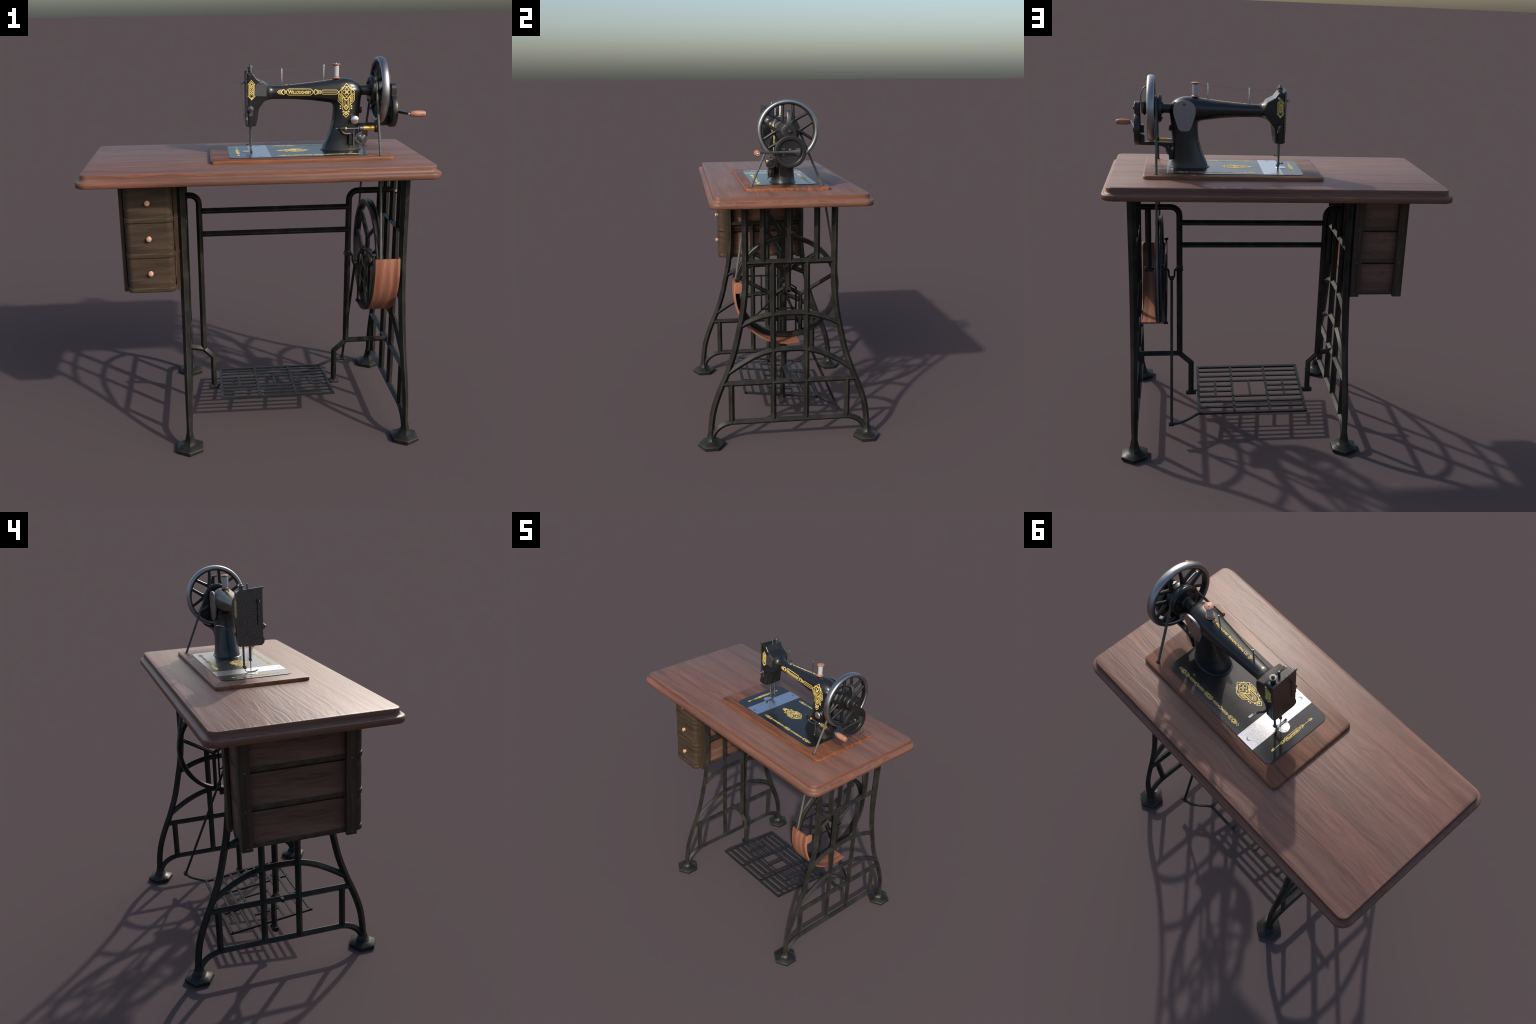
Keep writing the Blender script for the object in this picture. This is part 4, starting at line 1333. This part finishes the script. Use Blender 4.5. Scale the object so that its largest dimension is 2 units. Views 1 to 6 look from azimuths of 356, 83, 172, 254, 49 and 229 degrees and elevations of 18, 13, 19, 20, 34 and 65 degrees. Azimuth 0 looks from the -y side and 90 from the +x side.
# ---- hand crank: gear case, bracket, lever, arm and handle
bm = bmesh.new()
CC = (0.0, 0.0035, 1.7180)
lathe(bm, [(0.0, 0.7220), (0.0800, 0.7220), (0.0870, 0.7255), (0.0885, 0.7300), (0.0885, 0.7490), (0.0870, 0.7522), (0.0845, 0.7534), (0.0835, 0.7535), (0.0685, 0.7535), (0.0675, 0.7532), (0.0655, 0.7515), (0.0645, 0.7462), (0.0630, 0.7442), (0.0615, 0.7440), (0.0, 0.7440)], CC, "x", 56)
outline = rounded_poly([(-0.0340, 1.7865), (-0.0320, 1.8020), (-0.0320, 1.8610), (0.0370, 1.8610), (0.0370, 1.8020), (0.0390, 1.7865)], [0.003, 0.014, 0.034, 0.034, 0.014, 0.003], 8)
slab(bm, outline, 0.7235, 0.7520, 0.003, "x")
lathe(bm, [(0.0120, 0.7510), (0.0120, 0.7545), (0.0100, 0.7580), (0.0050, 0.7600), (0.0, 0.7602)], (0, 0.002, 1.8275), "x", 20)
box(bm, (0.7030, -0.020, 1.7000), (0.7230, 0.030, 1.7400), 0.003)
box(bm, (0.7010, 0.010, 1.6430), (0.7230, 0.048, 1.6920), 0.004)
case = mobj("gear_case", bm, "black_iron", None, 35)
bm = bmesh.new()
box(bm, (0.5480, 0.0170, 1.6360), (0.7240, 0.0430, 1.6530), 0.003)
gus = smooth_path([(0.6350, 0.030, 1.6420), (0.6100, 0.030, 1.6400), (0.5900, 0.030, 1.6310), (0.5740, 0.030, 1.6120), (0.5660, 0.030, 1.5880), (0.5640, 0.030, 1.5600)], 4)
planar_sweep(bm, gus, (0, 1, 0), rect(0.0085, 0.0125, 0.0025))
mobj("crank_bracket", bm, "black_iron", None, 35)
bm = bmesh.new()
lp = smooth_path([(0.7120, 0.002, 1.8050), (0.7150, 0.002, 1.8400), (0.7190, 0.001, 1.8720), (0.7180, 0.000, 1.8970), (0.7120, -0.001, 1.9170), (0.7020, -0.002, 1.9320), (0.6900, -0.003, 1.9370)], 5)
lw = list(np.interp(np.linspace(0, 1, len(lp)), [0, 0.25, 0.55, 0.8, 1], [0.0200, 0.0165, 0.0105, 0.0090, 0.0100]))
planar_sweep(bm, lp, (0, 1, 0), [(0.0030, -0.8), (0.0030, 0.8), (0.0022, 1.0), (-0.0022, 1.0), (-0.0030, 0.8), (-0.0030, -0.8), (-0.0022, -1.0), (0.0022, -1.0)], scales=[(1.0, w) for w in lw])
box(bm, (0.6780, -0.0175, 1.9330), (0.6940, 0.0120, 1.9425), 0.002)
lathe(bm, [(0.0, 0.7040), (0.0300, 0.7040), (0.0320, 0.7060), (0.0320, 0.7140), (0.0300, 0.7160), (0.0, 0.7160)], (0, -0.010, 1.8275), "x", 28)
mobj("latch_lever", bm, "dark_steel", None, 40)
bm = bmesh.new()
cp = smooth_path([(0.7560, 0.0570, 1.7180), (0.7565, 0.0250, 1.7180), (0.7580, -0.0100, 1.7175), (0.7610, -0.0550, 1.7175), (0.7670, -0.0950, 1.7180), (0.7760, -0.1400, 1.7195), (0.7820, -0.1700, 1.7205), (0.7840, -0.1930, 1.7212)], 5)
cw = list(np.interp(np.linspace(0, 1, len(cp)), [0, 0.1, 0.25, 0.45, 1], [0.0120, 0.0110, 0.0072, 0.0066, 0.0060]))
prof = [(0.0036, -0.8), (0.0036, 0.8), (0.0026, 1.0), (-0.0026, 1.0), (-0.0036, 0.8), (-0.0036, -0.8), (-0.0026, -1.0), (0.0026, -1.0)]
planar_sweep(bm, cp, (0, 0, 1), prof, scales=[(1.0, w) for w in cw])
for y0, y1 in ((-0.0430, -0.0270), (0.0330, 0.0580)):
    box(bm, (0.7440, y0, 1.7270), (0.7560, y1, 1.7380), 0.002)
    box(bm, (0.7440, y0 + 0.002, 1.6980), (0.7545, y1 - 0.002, 1.7085), 0.002)
lathe(bm, [(0.010, 0.744), (0.010, 0.752), (0.006, 0.756)], (0, 0.004, 1.7270), "x", 16)
mobj("crank_arm", bm, "dark_steel", None, 40)
bm = bmesh.new()
hy_, hz_ = -0.1875, 1.7213
lathe(bm, [(0.0095, 0.7860), (0.0120, 0.7880), (0.0145, 0.7960), (0.0163, 0.8080), (0.0168, 0.8220), (0.0166, 0.8360), (0.0155, 0.8500), (0.0138, 0.8600), (0.0115, 0.8650), (0.0, 0.8655)], (0, hy_, hz_), "x", 24)
mobj("crank_handle", bm, "spoolwood", None, 40)
bm = bmesh.new()
lathe(bm, [(0.0055, 0.7780), (0.0060, 0.7870)], (0, hy_, hz_), "x", 14)
lathe(bm, [(0.0045, 0.8640), (0.0045, 0.8665), (0.0030, 0.8675), (0.0, 0.8676)], (0, hy_, hz_), "x", 14)
lathe(bm, [(0.0060, 0.7755), (0.0070, 0.7770), (0.0070, 0.7900), (0.0060, 0.7920)], (0, hy_, hz_), "x", 14)
mobj("handle_pin", bm, "nickel", None, 40)

# ---- stitch knob, side knob and bobbin winder on the pillar
bm = bmesh.new()
lathe(bm, [(0.0130, -0.050), (0.0130, -0.062), (0.0110, -0.066), (0.0150, -0.071), (0.0210, -0.0800), (0.0226, -0.0835), (0.0226, -0.0860), (0.0214, -0.0882), (0.0180, -0.0900), (0.0120, -0.0918), (0.0060, -0.0927), (0.0, -0.0930)], (0.5215, 0, 1.6838), "y", 36)
mobj("stitch_knob", bm, "nickel", None, 40)
bm = bmesh.new()
lathe(bm, [(0.0100, 0.545), (0.0100, 0.5610), (0.0165, 0.5625), (0.0180, 0.5650), (0.0170, 0.5700), (0.0120, 0.5735), (0.0, 0.5740)], (0, 0.0, 1.7245), "x", 28)
mobj("side_knob", bm, "black_iron", None, 40)

WY, WZ = -0.0900, 1.6405
bm = bmesh.new()
lathe(bm, [(0.0068, 0.4290), (0.0092, 0.4320), (0.0096, 0.4500), (0.0085, 0.4690), (0.0060, 0.4700)], (0, WY, WZ), "x", 18)
br = smooth_path([(0.4480, WY, 1.6360), (0.4520, WY, 1.6240), (0.4620, WY, 1.6150), (0.4760, WY + 0.004, 1.6120), (0.5000, WY + 0.012, 1.6110), (0.5250, WY + 0.020, 1.6100)], 4)
tube(bm, br, 0.0088, 12)
box(bm, (0.4930, -0.088, 1.5520), (0.5180, -0.050, 1.6080), 0.003)
box(bm, (0.5650, -0.096, 1.5980), (0.5890, -0.082, 1.6300), 0.003)
lathe(bm, [(0.0140, 0.6270), (0.0220, 0.6280), (0.0238, 0.6300), (0.0238, 0.6345), (0.0200, 0.6365), (0.0238, 0.6385), (0.0238, 0.6430), (0.0215, 0.6450), (0.0180, 0.6440), (0.0120, 0.6450), (0.0, 0.6452)], (0, WY, WZ), "x", 28)
mobj("bobbin_winder", bm, "black_iron", None, 40)
bm = bmesh.new()
lathe(bm, [(0.0046, 0.4200), (0.0054, 0.4210), (0.0054, 0.4290)], (0, WY, WZ), "x", 14)
tube(bm, [(0.470, WY, WZ), (0.565, WY, WZ)], 0.0029, 10)
lathe(bm, [(0.0090, 0.5470), (0.0118, 0.5490), (0.0118, 0.5540), (0.0100, 0.5560), (0.0100, 0.5670)], (0, WY, WZ), "x", 20)
lathe(bm, [(0.0135, 0.5640), (0.0135, 0.5668)], (0, WY, WZ), "x", 20)
mobj("winder_spindle", bm, "pin", None, 40)
bm = bmesh.new()
lathe(bm, [(0.0078, 0.4690), (0.0085, 0.4705), (0.0085, 0.4760), (0.0070, 0.4785)], (0, WY, WZ), "x", 16)
lathe(bm, [(0.010, 0.5665)] + [(0.0122 + 0.0004 * (k % 2), 0.5670 + 0.0605 * k / 40) for k in range(41)] + [(0.010, 0.6280)], (0, WY, WZ), "x", 22)
mobj("wound_bobbin", bm, "brass", None, 60)
bm = bmesh.new()
lathe(bm, [(0.012, -0.070), (0.012, -0.084), (0.0325, -0.0850), (0.0345, -0.0870), (0.0345, -0.0905), (0.0325, -0.0922), (0.0, -0.0922)], (0.5575, 0, 1.5885), "y", 22)
heart = []
for k in range(36):
    t = TAU * k / 36
    heart.append((0.5575 + 0.0225 * math.sin(t) ** 3, 0, 1.5895 + 0.0225 * (13 * math.cos(t) - 5 * math.cos(2 * t) - 2 * math.cos(3 * t) - math.cos(4 * t)) / 16))
stack(bm, [Vector((a, c)) for a, _, c in heart], [(0.0, -0.0900), (0.0, -0.0970), (0.0015, -0.0980)], "y")
outline = rounded_poly([(0.5130, 1.5450), (0.5200, 1.5450), (0.5215, 1.5850), (0.5195, 1.6370), (0.5130, 1.6370), (0.5125, 1.5850)], 0.003, 3)
slab(bm, outline, -0.088, -0.0945, 0.001, "y")
screw(bm, (0.5165, -0.0940, 1.5470), "y", 0.0062, 0.0050, -1)
box(bm, (0.5190, -0.0935, 1.5830), (0.5350, -0.0890, 1.5930), 0.001)
mobj("winder_cam", bm, "dark_steel", None, 40)
bpy.context.view_layer.update()
